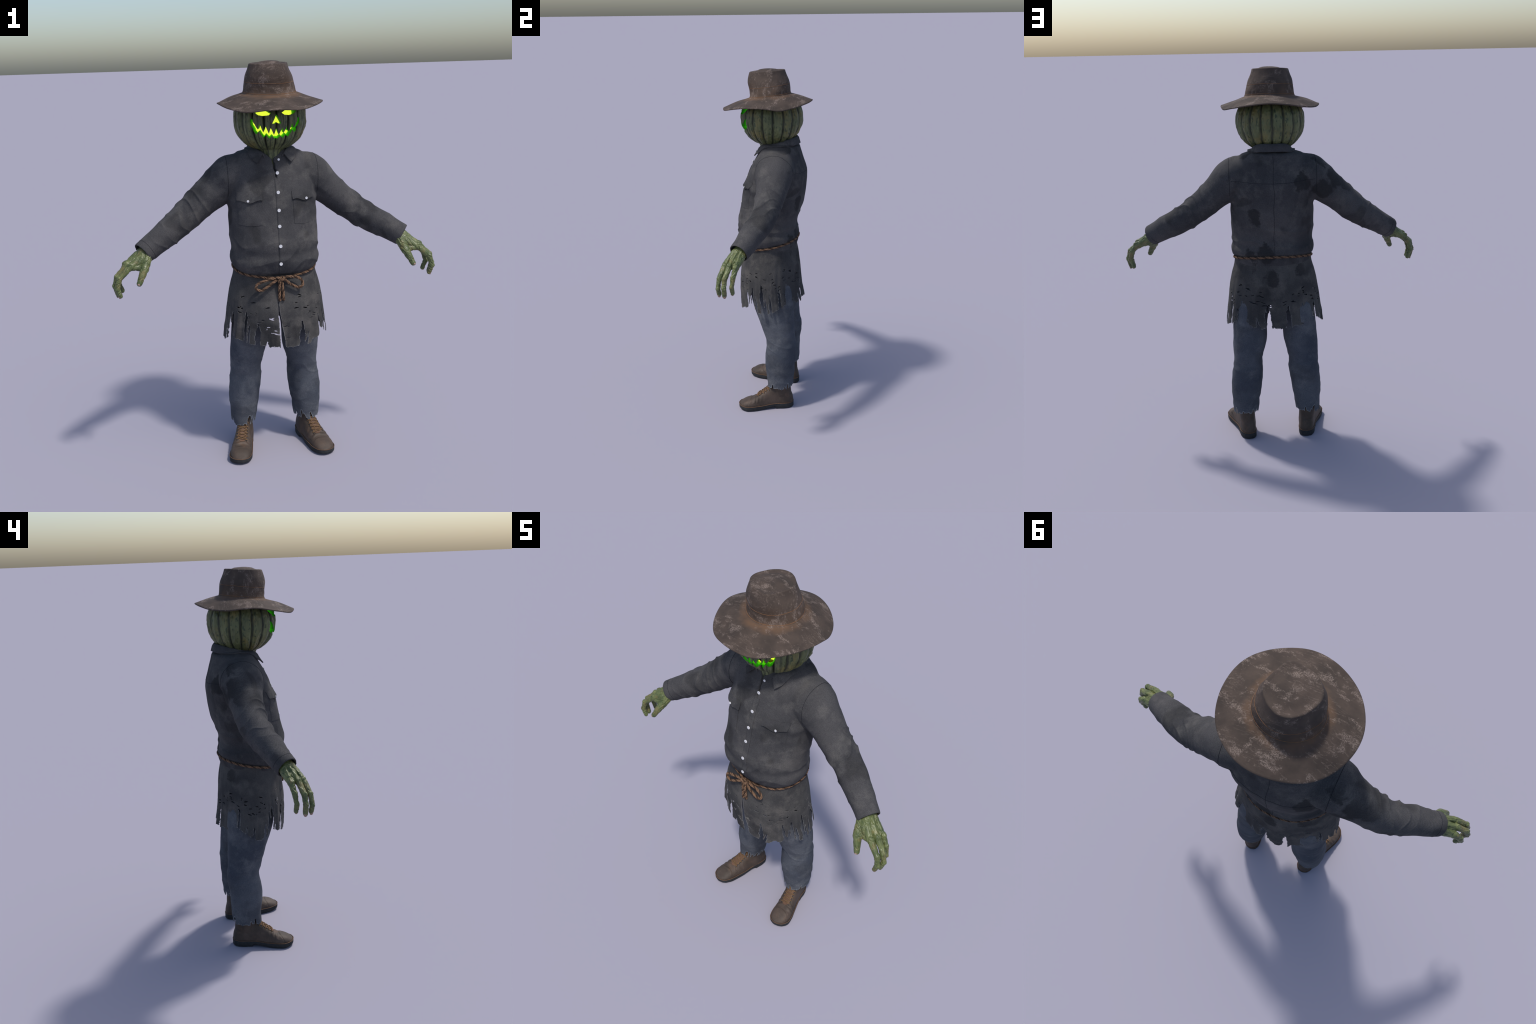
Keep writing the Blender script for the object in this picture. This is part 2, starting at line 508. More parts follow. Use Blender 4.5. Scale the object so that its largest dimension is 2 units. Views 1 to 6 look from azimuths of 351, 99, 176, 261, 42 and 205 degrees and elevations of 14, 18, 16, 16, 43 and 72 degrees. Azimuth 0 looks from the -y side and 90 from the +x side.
torso = rings_mesh(rings)

# sleeve: centre, radius in the arm's upright plane, radius in y
SLEEVE = [(.12, .060, 1.484, .089, .102), (.20, .062, 1.452, .103, .110), (.28, .062, 1.390, .088, .090),
          (.35, .055, 1.336, .081, .079), (.43, .041, 1.269, .075, .072), (.49, .014, 1.226, .070, .067),
          (.54, -.011, 1.192, .066, .064), (.61, -.043, 1.148, .059, .057), (.650, -.064, 1.122, .057, .053)]
# the +x sleeve hangs a little lower and slimmer about the upper arm
SLEEVE_LOW = [(.12, .060, 1.482, .089, .102), (.20, .060, 1.448, .102, .108), (.28, .058, 1.382, .083, .088),
          (.35, .049, 1.322, .076, .077), (.43, .035, 1.259, .072, .071), (.49, .011, 1.222, .068, .067),
          (.54, -.012, 1.191, .065, .064), (.61, -.043, 1.150, .058, .057), (.650, -.062, 1.127, .056, .053)]
SK = spline(SLEEVE, 60); SKL = spline(SLEEVE_LOW, 60)
def sleeve_mesh(SK):
    p, t, U, W = frames(SK[:, :3])
    rr = []
    a = np.linspace(0, 2*np.pi, 48, endpoint=False)
    def ring(c, t, rv, ry):
        side = V3(0, 1, 0) - t*t[1]; side /= np.linalg.norm(side)
        up = np.cross(side, t); up /= np.linalg.norm(up)
        return c + rv*np.sin(a)[:, None]*up + ry*np.cos(a)[:, None]*side
    for i in range(len(SK)): rr.append(ring(p[i], t[i], SK[i, 3], SK[i, 4]))
    te = t[-1]
    rr.append(ring(p[-1], te, .049, .046))
    rr.append(ring(p[-1] - te*.03, te, .047, .044))
    return rings_mesh(rr)
sv, sf = voxel_union([torso, sleeve_mesh(SKL), flip(sleeve_mesh(SK))], .0036)
sv = relax(sv, sf, 8, .5, False)
sv = relax(sv, sf, 6)

def arm_coord(P):
    """nearest position along the sleeve axis (0..1) and distance, by |x|"""
    Q = P.copy(); Q[:, 0] = np.abs(Q[:, 0])
    best = np.full(len(P), 9.); s = np.zeros(len(P))
    for i in range(0, len(SK), 2):
        d = np.linalg.norm(Q - SK[i, :3], axis=1)
        m = d < best; best[m] = d[m]; s[m] = i/(len(SK) - 1)
    return s

nrm = normals_of(sv, sf)
ax = np.abs(sv[:, 0])
arm = sstep(.20, .27, ax) * sstep(1.0, 1.05, sv[:, 2])
s_arm = SK[:, 0].searchsorted(ax)/len(SK)
cuff = 1 - sstep(.60, .64, ax)
# slanting folds round the sleeve, strongest about the elbow
side = np.sign(sv[:, 0])
axis_pos = ax*.8 - sv[:, 2]*.6
ph = axis_pos*42 + sv[:, 1]*10*side + 2.2*noise(sv, 9, 3)
fold = 1 - np.abs(np.sin(ph))
fold = fold**2.2 - .3
dis = arm*cuff*fold*.0125*(.12 + .88*np.exp(-((ax - .44)/.11)**2))*(.25 + .75*sstep(-.35, .45, noise(sv, 10, 8)))*(.45 + .55*sstep(.05, -.06, sv[:, 1]))
dis += arm*cuff*.004*noise(sv, 13, 21)
# blouse folds above the belt
belt_z = 1.0105 + .17*sv[:, 1]
low = (1 - arm)*np.exp(-((sv[:, 2] - belt_z - .09)/.08)**2)
fold2 = (1 - np.abs(np.sin(sv[:, 2]*34 + 2.5*noise(sv*[1, 1, .5], 7, 5) + ax*6)))**1.5 - .4
dis += low*fold2*.007
body = (1 - arm)*sstep(1.0, 1.06, sv[:, 2])
dis += body*(.0035*noise(sv*[1.4, 1.4, .8], 9, 31) + .002*noise(sv*[2, 2, 1], 16, 33))
# armpit drag folds
ap = np.exp(-(((ax - .2)/.06)**2 + ((sv[:, 2] - 1.34)/.06)**2))
dis += ap*.004*(np.sin((sv[:, 2]*1.2 + ax)*70 + 2*noise(sv, 12, 9)))
# waist pinched under the rope
dis -= .006*np.exp(-((sv[:, 2] - belt_z)/.012)**2)*(1 - arm)
sv = sv + nrm*dis[:, None]
# open V at the throat and the dark gap running down from it
vz = sstep(1.455, 1.575, sv[:, 2])
half = .004 + .044*sstep(1.538, 1.590, sv[:, 2])
cxv = .004 - .010*vz
vm = (1 - sstep(.75, 1.05, np.abs(sv[:, 0] - cxv)/half))*sstep(1.44, 1.47, sv[:, 2])*(sv[:, 1] < .02)
sv[:, 1] += vm*(.018 + .05*vz)
# right-hand front laps a little proud of the left
lap = np.exp(-((sv[:, 0] + .006)/.012)**2)*(sv[:, 0] < -.004)*(sv[:, 1] < 0)
sv[:, 1] += lap*.002
fc = centers(sv, sf)
nf = len(sf)
lab = np.zeros(nf, int)
lab[(fc[:, 0] > .221) & (fc[:, 2] > 1.05)] = 1
lab[(fc[:, 0] < -.221) & (fc[:, 2] > 1.05)] = 2
lab[(np.abs(fc[:, 0]) < .225) & (fc[:, 2] < 1.27)] = 0
reg = add_regions(sv, sf, lab, {0: ('shirt', SHIRT, root), 1: ('sleeve', SHIRT, 0), 2: ('sleeve', SHIRT, 0)})
shirt = reg[0]
ST = bvh(sv, sf)

# ---- seams: dark thread lines lying on the cloth
def surf_tube(name, origins, dirs, r, mat, parent, lift=0.0, n=6, wob=0):
    pts = []
    for o, d in zip(origins, dirs):
        h, nn = cast(ST, o, d)
        if h is not None: pts.append(h - np.asarray(d)*lift)
    v, f = tube(np.array(pts), r, n)
    return add(name, v, f, mat, parent)
for sx in (1, -1):
    ph = np.linspace(math.radians(-35), math.radians(215), 60)
    o = [(sx*.2215, .065, 1.42)]*60
    d = [(0, math.cos(q), math.sin(q)) for q in ph]
    surf_tube('sleeve_seam', o, d, .0009, SEAM, shirt, -.0004)
surf_tube('back_seam', [(0.002*math.sin(z*40), 1, z) for z in np.linspace(1.05, 1.575, 50)], [(0, -1, 0)]*50, .0009, SEAM, shirt, 0)
surf_tube('yoke_seam', [(x, 1, 1.447 - .012*math.cos(x/.215*1.57)) for x in np.linspace(-.214, .214, 60)], [(0, -1, 0)]*60, .0009, SEAM, shirt, 0)
for sx in (1, -1):   # cuff hem stitching
    p = SK[-4, :3]*[sx, 1, 1]; t = (SK[-1, :3] - SK[-6, :3])*[sx, 1, 1]; t /= np.linalg.norm(t)
    s1 = np.cross(t, [0, 0, 1]); s1 /= np.linalg.norm(s1); s2 = np.cross(t, s1)
    dd = [tuple(math.cos(q)*s1 + math.sin(q)*s2) for q in np.linspace(0, 2*math.pi, 40)]
    surf_tube('cuff_stitch', [tuple(p)]*40, dd, .0009, SEAM, shirt, 0)

# ---- cloth patches laid on the front (pockets, flaps, button strip)
def patch(name, x0, x1, ztop, zbot, t_edge, t_low, mat, parent, nu=28, nv=24, tree=None):
    tree = tree or ST
    top, bot, base_t, base_b = [], [], [], []
    P = np.zeros((nv, nu, 3)); Q = np.zeros((nv, nu, 3))
    for j in range(nv):
        for i in range(nu):
            u = i/(nu - 1); w = j/(nv - 1)
            x = (x0(w) if callable(x0) else x0)*(1 - u) + (x1(w) if callable(x1) else x1)*u
            zt = ztop(u) if callable(ztop) else ztop; zb = zbot(u) if callable(zbot) else zbot
            z = zt*(1 - w) + zb*w
            h, n = cast(tree, (x, -1, z), (0, 1, 0))
            if h is None: h = V3(x, -.12, z)
            P[j, i] = h - V3(0, t_edge + (t_low - t_edge)*w**2, 0)
            Q[j, i] = h + V3(0, .003, 0)
    return grid_solid(name, P, Q, mat, parent)

def grid_solid(name, P, Q, mat, parent, angle=40):
    nv, nu = P.shape[:2]
    v = np.concatenate([P.reshape(-1, 3), Q.reshape(-1, 3)]); N = nu*nv
    f = []
    for j in range(nv - 1):
        for i in range(nu - 1):
            a = j*nu + i
            f.append((a, a + nu, a + nu + 1, a + 1)); f.append((a + N, a + 1 + N, a + nu + 1 + N, a + nu + N))
    def rim(ids):
        for a, b in zip(ids[:-1], ids[1:]): f.append((a, b, b + N, a + N))
    rim([i for i in range(nu)]); rim([(nv - 1)*nu + i for i in range(nu)])
    rim([j*nu for j in range(nv)]); rim([j*nu + nu - 1 for j in range(nv)])
    return add(name, v, f, mat, parent, angle=angle)

for sx in (1, -1):
    a, b = (.076, .180) if sx > 0 else (-.186, -.077)
    patch('pocket', a, b, 1.372, lambda u: 1.243 - .006*math.sin(math.pi*u), .0018, .0018, SHIRT, shirt)
    mid = .143 if sx > 0 else -.141
    um = (mid - a)/(b - a)
    patch('pocket_flap', a - .004, b + .004, 1.394,
          lambda u: 1.357 - .011*max(0, 1 - abs(u - um)/.5)**1.5 + .003*math.sin(9*u), .003, .0095, SHIRT, shirt)
patch('button_strip', -.006, .024, 1.455, 1.000, .0022, .0022, SHIRT, shirt, 8, 70)

def button(x, z, r, tilt=0, y=None):
    h, n = cast(ST, (x, -1, z), (0, 1, 0))
    if y is not None: h = V3(x, y, z)
    n = V3(0, -1, .12*tilt); n /= np.linalg.norm(n)
    prof = [(0, .0), (r*.9, .0), (r, .0012), (r, .0032), (r*.86, .0042), (r*.7, .0036), (0, .0034)]
    a = np.linspace(0, 2*np.pi, 20, endpoint=False)
    s1 = np.cross(n, [0, 0, 1]); s1 /= np.linalg.norm(s1); s2 = np.cross(s1, n)
    c = h + n*.0018
    rr = [c + n*q + max(p, 1e-4)*(np.cos(a)[:, None]*s1 + np.sin(a)[:, None]*s2) for p, q in prof]
    v, f = rings_mesh(rr, False, False)
    return add('button', v, f, BUTTON, shirt)
for x, z in [(.006, 1.479), (.001, 1.391), (-.001, 1.308), (-.003, 1.234), (-.004, 1.141), (-.004, 1.054)]:
    button(x + .004, z, .0082)
h, _ = cast(ST, (.143, -1, 1.356), (0, 1, 0)); button(.143, 1.356, .0062, 0, h[1] - .0095)
h, _ = cast(ST, (-.141, -1, 1.356), (0, 1, 0)); button(-.141, 1.356, .0058, 0, h[1] - .0095)
button(.022, 1.540, .006, 0, -.064)

# ---- collar: a folded band, open at the throat
def collar():
    u = np.linspace(-1, 1, 81)
    # rows: azimuth-like parameter 0 at nape, 1 at the front points -> x, y, z
    inner = [(0, .150, 1.565), (.056, .134, 1.562), (.084, .070, 1.555), (.072, .004, 1.548), (.046, -.034, 1.535), (.028, -.042, 1.525)]
    fold  = [(0, .162, 1.633), (.060, .145, 1.630), (.092, .080, 1.612), (.082, .010, 1.600), (.062, -.034, 1.584), (.050, -.048, 1.572)]
    mid   = [(0, .176, 1.618), (.067, .158, 1.614), (.104, .085, 1.596), (.094, .003, 1.582), (.076, -.042, 1.566), (.060, -.055, 1.556)]
    outer = [(0, .184, 1.590), (.072, .165, 1.587), (.116, .085, 1.570), (.112, -.003, 1.560), (.106, -.049, 1.547), (.082, -.073, 1.528)]
    R = []
    for row in (inner, fold, mid, outer):
        k = spline(row, 41)
        R.append(np.concatenate([(k*[-1, 1, 1])[::-1][:-1], k]))
    rows = []
    for a, b, n in ((0, 1, 8), (1, 2, 4), (2, 3, 8)):
        for t in np.arange(n)/n: rows.append(R[a]*(1 - t) + R[b]*t)
    rows.append(R[3])
    G = np.array(rows)
    for _ in range(2): G[1:-1] = .5*G[1:-1] + .25*(G[:-2] + G[2:])
    nv, nu = G.shape[:2]
    for j in range(9, nv):                    # the turned-down leaf always lies on top of the shirt
        for i in range(nu):
            q, n, _, _ = ST.find_nearest(Vector(G[j, i]))
            if q is None: continue
            q, n = np.array(q), np.array(n)
            h = (G[j, i] - q) @ n
            if h < .0075: G[j, i] += n*(.0075 - h)
    v = G.reshape(-1, 3); f = [(j*nu + i, j*nu + i + 1, (j+1)*nu + i + 1, (j+1)*nu + i) for j in range(nv - 1) for i in range(nu - 1)]
    v = v + .0015*np.c_[noise(v, 25, 1), noise(v, 25, 2), noise(v, 25, 3)]
    n0 = normals_of(v, f)
    if n0[nu//2 + (nv - 1)*nu][1] < 0: f = [tuple(reversed(q)) for q in f]
    v2, f2, _ = solid_sheet(v, f, .006)
    add('collar', v2, f2, SHIRT, shirt, angle=50)
collar()

# ---- shirt tail below the belt: a flared cloth skirt, torn and frayed
TZ  = [.56, .65, .75, .83, .87, .93, .985, 1.02]
THX = [.270, .262, .250, .241, .235, .222, .208, .205]
TYF = [-.162, -.168, -.173, -.170, -.165, -.156, -.146, -.143]
TYB = [.214, .204, .190, .184, .182, .175, .165, .163]
def tail():
    nu, nv = 760, 250
    az = np.linspace(-np.pi, np.pi, nu, endpoint=False)          # 0 = front, + = +x
    Z = np.linspace(1.030, .575, nv)
    AZ, ZZ = np.meshgrid(az, Z)
    hx, yf, yb = [smooth_keys(ZZ, TZ, k) for k in (THX, TYF, TYB)]
    c, s = sup(AZ - np.pi/2, 2.02); cb, sb = sup(AZ - np.pi/2, 1.84)
    bk = np.abs(AZ) > np.pi/2; c = np.where(bk, cb, c); s = np.where(bk, sb, s)
    X = hx*c; Y = (yf + yb)/2 + (yb - yf)/2*s
    X0 = 1 - .05*sstep(-.008, .02, ZZ - (1.0105 + .17*Y))
    X *= X0; Y = .003 + (Y - .003)*X0
    loosen = sstep(1.0, .62, ZZ)
    cyl = np.stack([np.sin(AZ)*1.4, np.cos(AZ)*1.4, ZZ*.35], -1).reshape(-1, 3)
    foldn = (noise(cyl, 4.2, 41)*.6 + noise(cyl, 8.5, 42)*.4).reshape(AZ.shape)
    out = np.stack([c, s], -1); out /= np.linalg.norm(out, axis=-1)[..., None]
    amp = (.001 + .013*foldn)*loosen
    X += out[..., 0]*amp; Y += out[..., 1]*amp
    P = np.stack([X, Y, ZZ], -1).reshape(-1, 3)
    # --- where cloth is missing
    arc = AZ*.24
    q = np.stack([arc, ZZ, 0*arc], -1).reshape(-1, 3)
    jag = (noise(q*[1, .35, 1], 55, 51)*.6 + noise(q*[1, .5, 1], 150, 52)*.4).reshape(AZ.shape)
    fine = noise(q, 260, 53).reshape(AZ.shape)
    deg = np.degrees(AZ)
    hem = smooth_keys(deg, [-170, -140, -125, -100, -85, -60, -45, -30, -10, 10, 30, 45, 60, 80, 100, 120, 135, 150, 170],
                      [.664, .672, .700, .652, .636, .668, .662, .640, .634, .626, .634, .652, .655, .638, .650, .672, .700, .664, .660], 360) if False else \
          np.interp(deg, [-180, -160, -140, -125, -100, -85, -62, -48, -30, -4, 4, 30, 45, 62, 80, 100, 120, 135, 150, 180],
                    [.664, .668, .670, .700, .652, .638, .680, .660, .640, .630, .622, .626, .650, .672, .640, .646, .674, .712, .668, .664])
    hole = ZZ < hem - .006 + .005*jag + .0035*fine
    # front opening
    op = .0015 + .0105*sstep(.855, .60, ZZ)
    hole |= (np.abs(arc + .013 - .020*sstep(.85, .6, ZZ) + .0015*jag) < op) & (ZZ < .860 + .004*jag)
    # long tears from the hem: azimuth, top, half width, lean
    TEARS = [(-44, .815, .008, .02), (-38, .745, .004, -.03), (-66, .795, .011, .0), (-60, .70, .006, .02), (-27, .752, .010, .01),
             (24, .752, .009, -.02), (31, .69, .007, -.25), (53, .765, .007, .02), (60, .735, .008, 0), (66, .78, .010, -.02), (72, .735, .009, .0),
             (83, .805, .012, .03), (90, .72, .010, 0), (99, .740, .009, .0), (116, .790, .007, .03), (131, .795, .008, -.02), (143, .704, .007, .03),
             (155, .716, .006, .25), (168, .782, .012, .10), (-163, .777, .011, 0), (-142, .780, .006, 0), (-123, .79, .008, -.02), (-128, .72, .007, 0),
             (-110, .705, .008, .02), (-98, .706, .009, 0), (-72, .775, .013, .03), (-79, .715, .007, 0),
             (137, .74, .007, 0), (-16, .655, .005, .05)]
    for d, top, w, lean in TEARS:
        da = (AZ - math.radians(d) + np.pi) % (2*np.pi) - np.pi
        down = np.clip(top - ZZ, 0, 1)
        off = da*.24 - lean*down + .006*jag*(down > 0)
        wid = w*(.25 + .75*sstep(0, .06, down))*(1 + .35*jag + .25*fine)
        hole |= (np.abs(off) < wid) & (ZZ < top)
    torn = hole.copy()
    # short slashes in little stacks
    r = random.Random(5)
    stacks = [(-40, .80), (-33, .83), (-26, .79), (-56, .82), (-14, .80), (33, .80), (41, .76), (20, .85), (50, .81), (62, .83), (72, .85), (104, .84), (112, .80),
              (120, .79), (128, .85), (148, .80), (157, .83), (164, .80), (-170, .79), (-155, .82), (-148, .80), (-136, .84), (-126, .82), (-116, .85), (-104, .80),
              (-92, .79), (-88, .86), (-80, .82), (-52, .85), (88, .81), (5, .70), (-20, .72), (138, .86), (174, .78), (-8, .68)]
    for d, z in stacks:
        for k in range(r.randint(2, 4)):
            zc = z + r.uniform(-.035, .035); dc = d + r.uniform(-4, 4); L = r.uniform(.006, .017); H = r.uniform(.0008, .0022); tilt = r.uniform(-.35, .35)
            da = ((AZ - math.radians(dc) + np.pi) % (2*np.pi) - np.pi)*.24
            e = np.abs(ZZ - zc - tilt*da + .0015*fine)
            hole |= (np.abs(da) < L) & (e < H*np.sqrt(np.clip(1 - (da/L)**2, 0, 1)) + .0003)
    # frayed lace-like holes close above the hem at the corners
    near = (ZZ < hem + .075) & (fine*.6 + jag*.4 > .40)
    corner = (np.abs(np.abs(deg) - 66) < 13) | (np.abs(np.abs(deg) - 130) < 10)
    hole |= near & corner & (noise(q, 40, 77).reshape(AZ.shape) > -.1)
    keep = ~hole.reshape(-1)
    # faces
    I, J = np.meshgrid(np.arange(nu), np.arange(nv - 1))
    a = (J*nu + I).ravel(); b = (J*nu + (I + 1) % nu).ravel()
    F = np.stack([a, b, b + nu, a + nu], 1)
    k = keep[F].sum(1) >= 3
    # thread-coloured rim: cloth within a few mm of a missing patch
    hm = torn.astype(float)
    g = hm.copy()
    for _ in range(1):
        gm = np.maximum(g, np.maximum(np.roll(g, 1, 1), np.roll(g, -1, 1)))
        up = np.zeros_like(g); up[:-1] = g[1:]; dn = np.zeros_like(g); dn[1:] = g[:-1]
        g = np.maximum(gm, np.maximum(up, dn))
    # thin hem strips only half frayed
    rim = (g.reshape(-1) > .5) & (noise(q, 90, 61) > -.25)
    F = F[k]
    rim_f = rim[F].sum(1) >= 2
    # drop loose crumbs: keep faces connected to the belt
    lab = np.arange(len(P)); seen = np.zeros(len(P), bool); seen[:nu] = True
    for _ in range(900):
        s0 = seen.sum(); m = seen[F].any(1); seen[F[m].ravel()] = True
        if seen.sum() == s0: break
    m = seen[F].all(1); F = F[m]; rim_f = rim_f[m]
    used = np.unique(F); mp = -np.ones(len(P), int); mp[used] = np.arange(len(used))
    v = P[used]; f = [tuple(mp[q]) for q in F]
    v, be = smooth_boundary(v, f, 2)
    v = v + .0012*np.c_[noise(v, 30, 4), noise(v, 30, 5), 0*v[:, 0]]
    n0 = normals_of(v, f)
    mid = np.argmax(v[:, 0])
    if n0[mid][0] < 0: f = [tuple(reversed(q)) for q in f]
    v2, f2, nr = solid_sheet(v, f, .0022)
    fm = np.r_[rim_f.astype(int), np.zeros(len(f), int), np.ones(nr, int)]
    # open surface: solidify kept the winding, so no recalculation is needed
    me = new_mesh('shirt_tail', v2, f2)
    for mm in (TAIL, FRAY): me.materials.append(mm)
    me.polygons.foreach_set('material_index', fm.astype(np.int32))
    me.polygons.foreach_set('use_smooth', [True]*len(me.polygons))
    me.set_sharp_from_angle(angle=math.radians(50))
    me.update()
    ob = bpy.data.objects.new('shirt_tail', me); scene.collection.objects.link(ob); ob.parent = shirt
tail()

# ------------------------------------------------------------ trousers
# one leg (+x): z, inner x, outer x, front y, back y
LEG = np.array([(.130, .108, .240, .006, .158), (.17, .100, .242, .006, .161), (.21, .094, .243, .001, .164), (.255, .088, .246, -.004, .167),
                (.30, .083, .246, -.007, .170), (.345, .077, .243, -.006, .173), (.38, .072, .239, -.002, .174), (.42, .073, .233, .000, .174), (.46, .073, .230, -.010, .170),
                (.50, .062, .231, -.022, .167), (.54, .051, .232, -.036, .164), (.62, .046, .228, -.066, .160), (.70, .036, .220, -.088, .156),
                (.77, .012, .208, -.100, .150), (.82, -.004, .192, -.105, .144), (.90, -.004, .172, -.104, .134), (.96, -.004, .160, -.100, .126)])
trousers = bpy.data.objects.new('trousers', None); scene.collection.objects.link(trousers); trousers.parent = root
def leg(sx, seed):
    nu, nv = 200, 330
    Z = np.linspace(.96, .118, nv); a = np.linspace(0, 2*np.pi, nu, endpoint=False)
    AZ, ZZ = np.meshgrid(a, Z)
    xi, xo, yf, yb = [smooth_keys(ZZ, LEG[:, 0], LEG[:, k]) for k in (1, 2, 3, 4)]
    c, s = sup(AZ, 2.2)
    P = np.stack([(xi + xo)/2 + (xo - xi)/2*c, (yf + yb)/2 + (yb - yf)/2*s, ZZ], -1)
    n = np.stack([c, s, 0*c], -1); n /= np.linalg.norm(n, axis=-1)[..., None]
    Q = P.reshape(-1, 3)
    d = .004*noise(Q*[1, 1, .9], 11, seed) + .0018*noise(Q*[1, 1, 1.6], 20, seed + 1)
    knee = np.exp(-((Q[:, 2] - .42)/.10)**2) + .8*np.exp(-((Q[:, 2] - .22)/.06)**2)
    d += knee*.0028*((1 - np.abs(np.sin(Q[:, 2]*38 + Q[:, 1]*16*1 + 2*noise(Q, 9, seed + 2))))**1.5 - .4)
    P = P + n*d.reshape(nv, nu)[..., None]
    # ragged hem
    arc = AZ*.075
    q = np.stack([np.cos(AZ)*.075, np.sin(AZ)*.075, ZZ*.5], -1).reshape(-1, 3)
    j1 = noise(q, 45, seed + 5).reshape(AZ.shape); j2 = noise(q, 130, seed + 6).reshape(AZ.shape)
    hem = .143 - .008*np.cos(AZ + np.pi/2) + .007*j1 + .008*j2
    hole = ZZ < hem
    r = random.Random(seed)
    for k in range(15):
        d0 = r.uniform(0, 2*np.pi); top = .15 + r.uniform(.006, .036); w = r.uniform(.003, .0065)
        da = ((AZ - d0 + np.pi) % (2*np.pi) - np.pi)*.075
        hole |= (np.abs(da + .004*j1) < w*(.35 + .65*sstep(0, .02, top - ZZ))*(1 + .4*j2)) & (ZZ < top)
    keep = ~hole.reshape(-1)
    g = hole.copy()
    g = g | np.roll(g, 1, 1) | np.roll(g, -1, 1); g[:-1] |= g[1:]
    rim = g.reshape(-1) & (j2.reshape(-1) > -.3)
    I, J = np.meshgrid(np.arange(nu), np.arange(nv - 1))
    A_ = (J*nu + I).ravel(); B_ = (J*nu + (I + 1) % nu).ravel()
    F = np.stack([A_, A_ + nu, B_ + nu, B_], 1)
    F = F[keep[F].sum(1) >= 3]
    Pf = P.reshape(-1, 3)
    seen = np.zeros(len(Pf), bool); seen[:nu] = True
    for _ in range(700):
        s0 = seen.sum(); m = seen[F].any(1); seen[F[m].ravel()] = True
        if seen.sum() == s0: break
    F = F[seen[F].all(1)]
    rf = rim[F].sum(1) >= 2
    used = np.unique(F); mp = -np.ones(len(Pf), int); mp[used] = np.arange(len(used))
    v = Pf[used]; f = [tuple(mp[x]) for x in F]
    v, _ = smooth_boundary(v, f, 2)
    n0 = normals_of(v, f)
    if n0[np.argmax(v[:, 0])][0] < 0: f = [tuple(reversed(x)) for x in f]
    v2, f2, nr = solid_sheet(v, f, .0025)
    fm = np.r_[rf.astype(int), np.zeros(len(f), int), np.ones(nr, int)]
    if sx < 0: v2, f2 = flip((v2, f2))
    me = new_mesh('trouser_leg', v2, f2)
    for mm in (JEANS, JFRAY): me.materials.append(mm)
    me.polygons.foreach_set('material_index', fm.astype(np.int32))
    me.polygons.foreach_set('use_smooth', [True]*len(me.polygons))
    me.set_sharp_from_angle(angle=math.radians(50)); me.update()
    ob = bpy.data.objects.new('trouser_leg', me); scene.collection.objects.link(ob); ob.parent = trousers
leg(1, 101); leg(-1, 151)

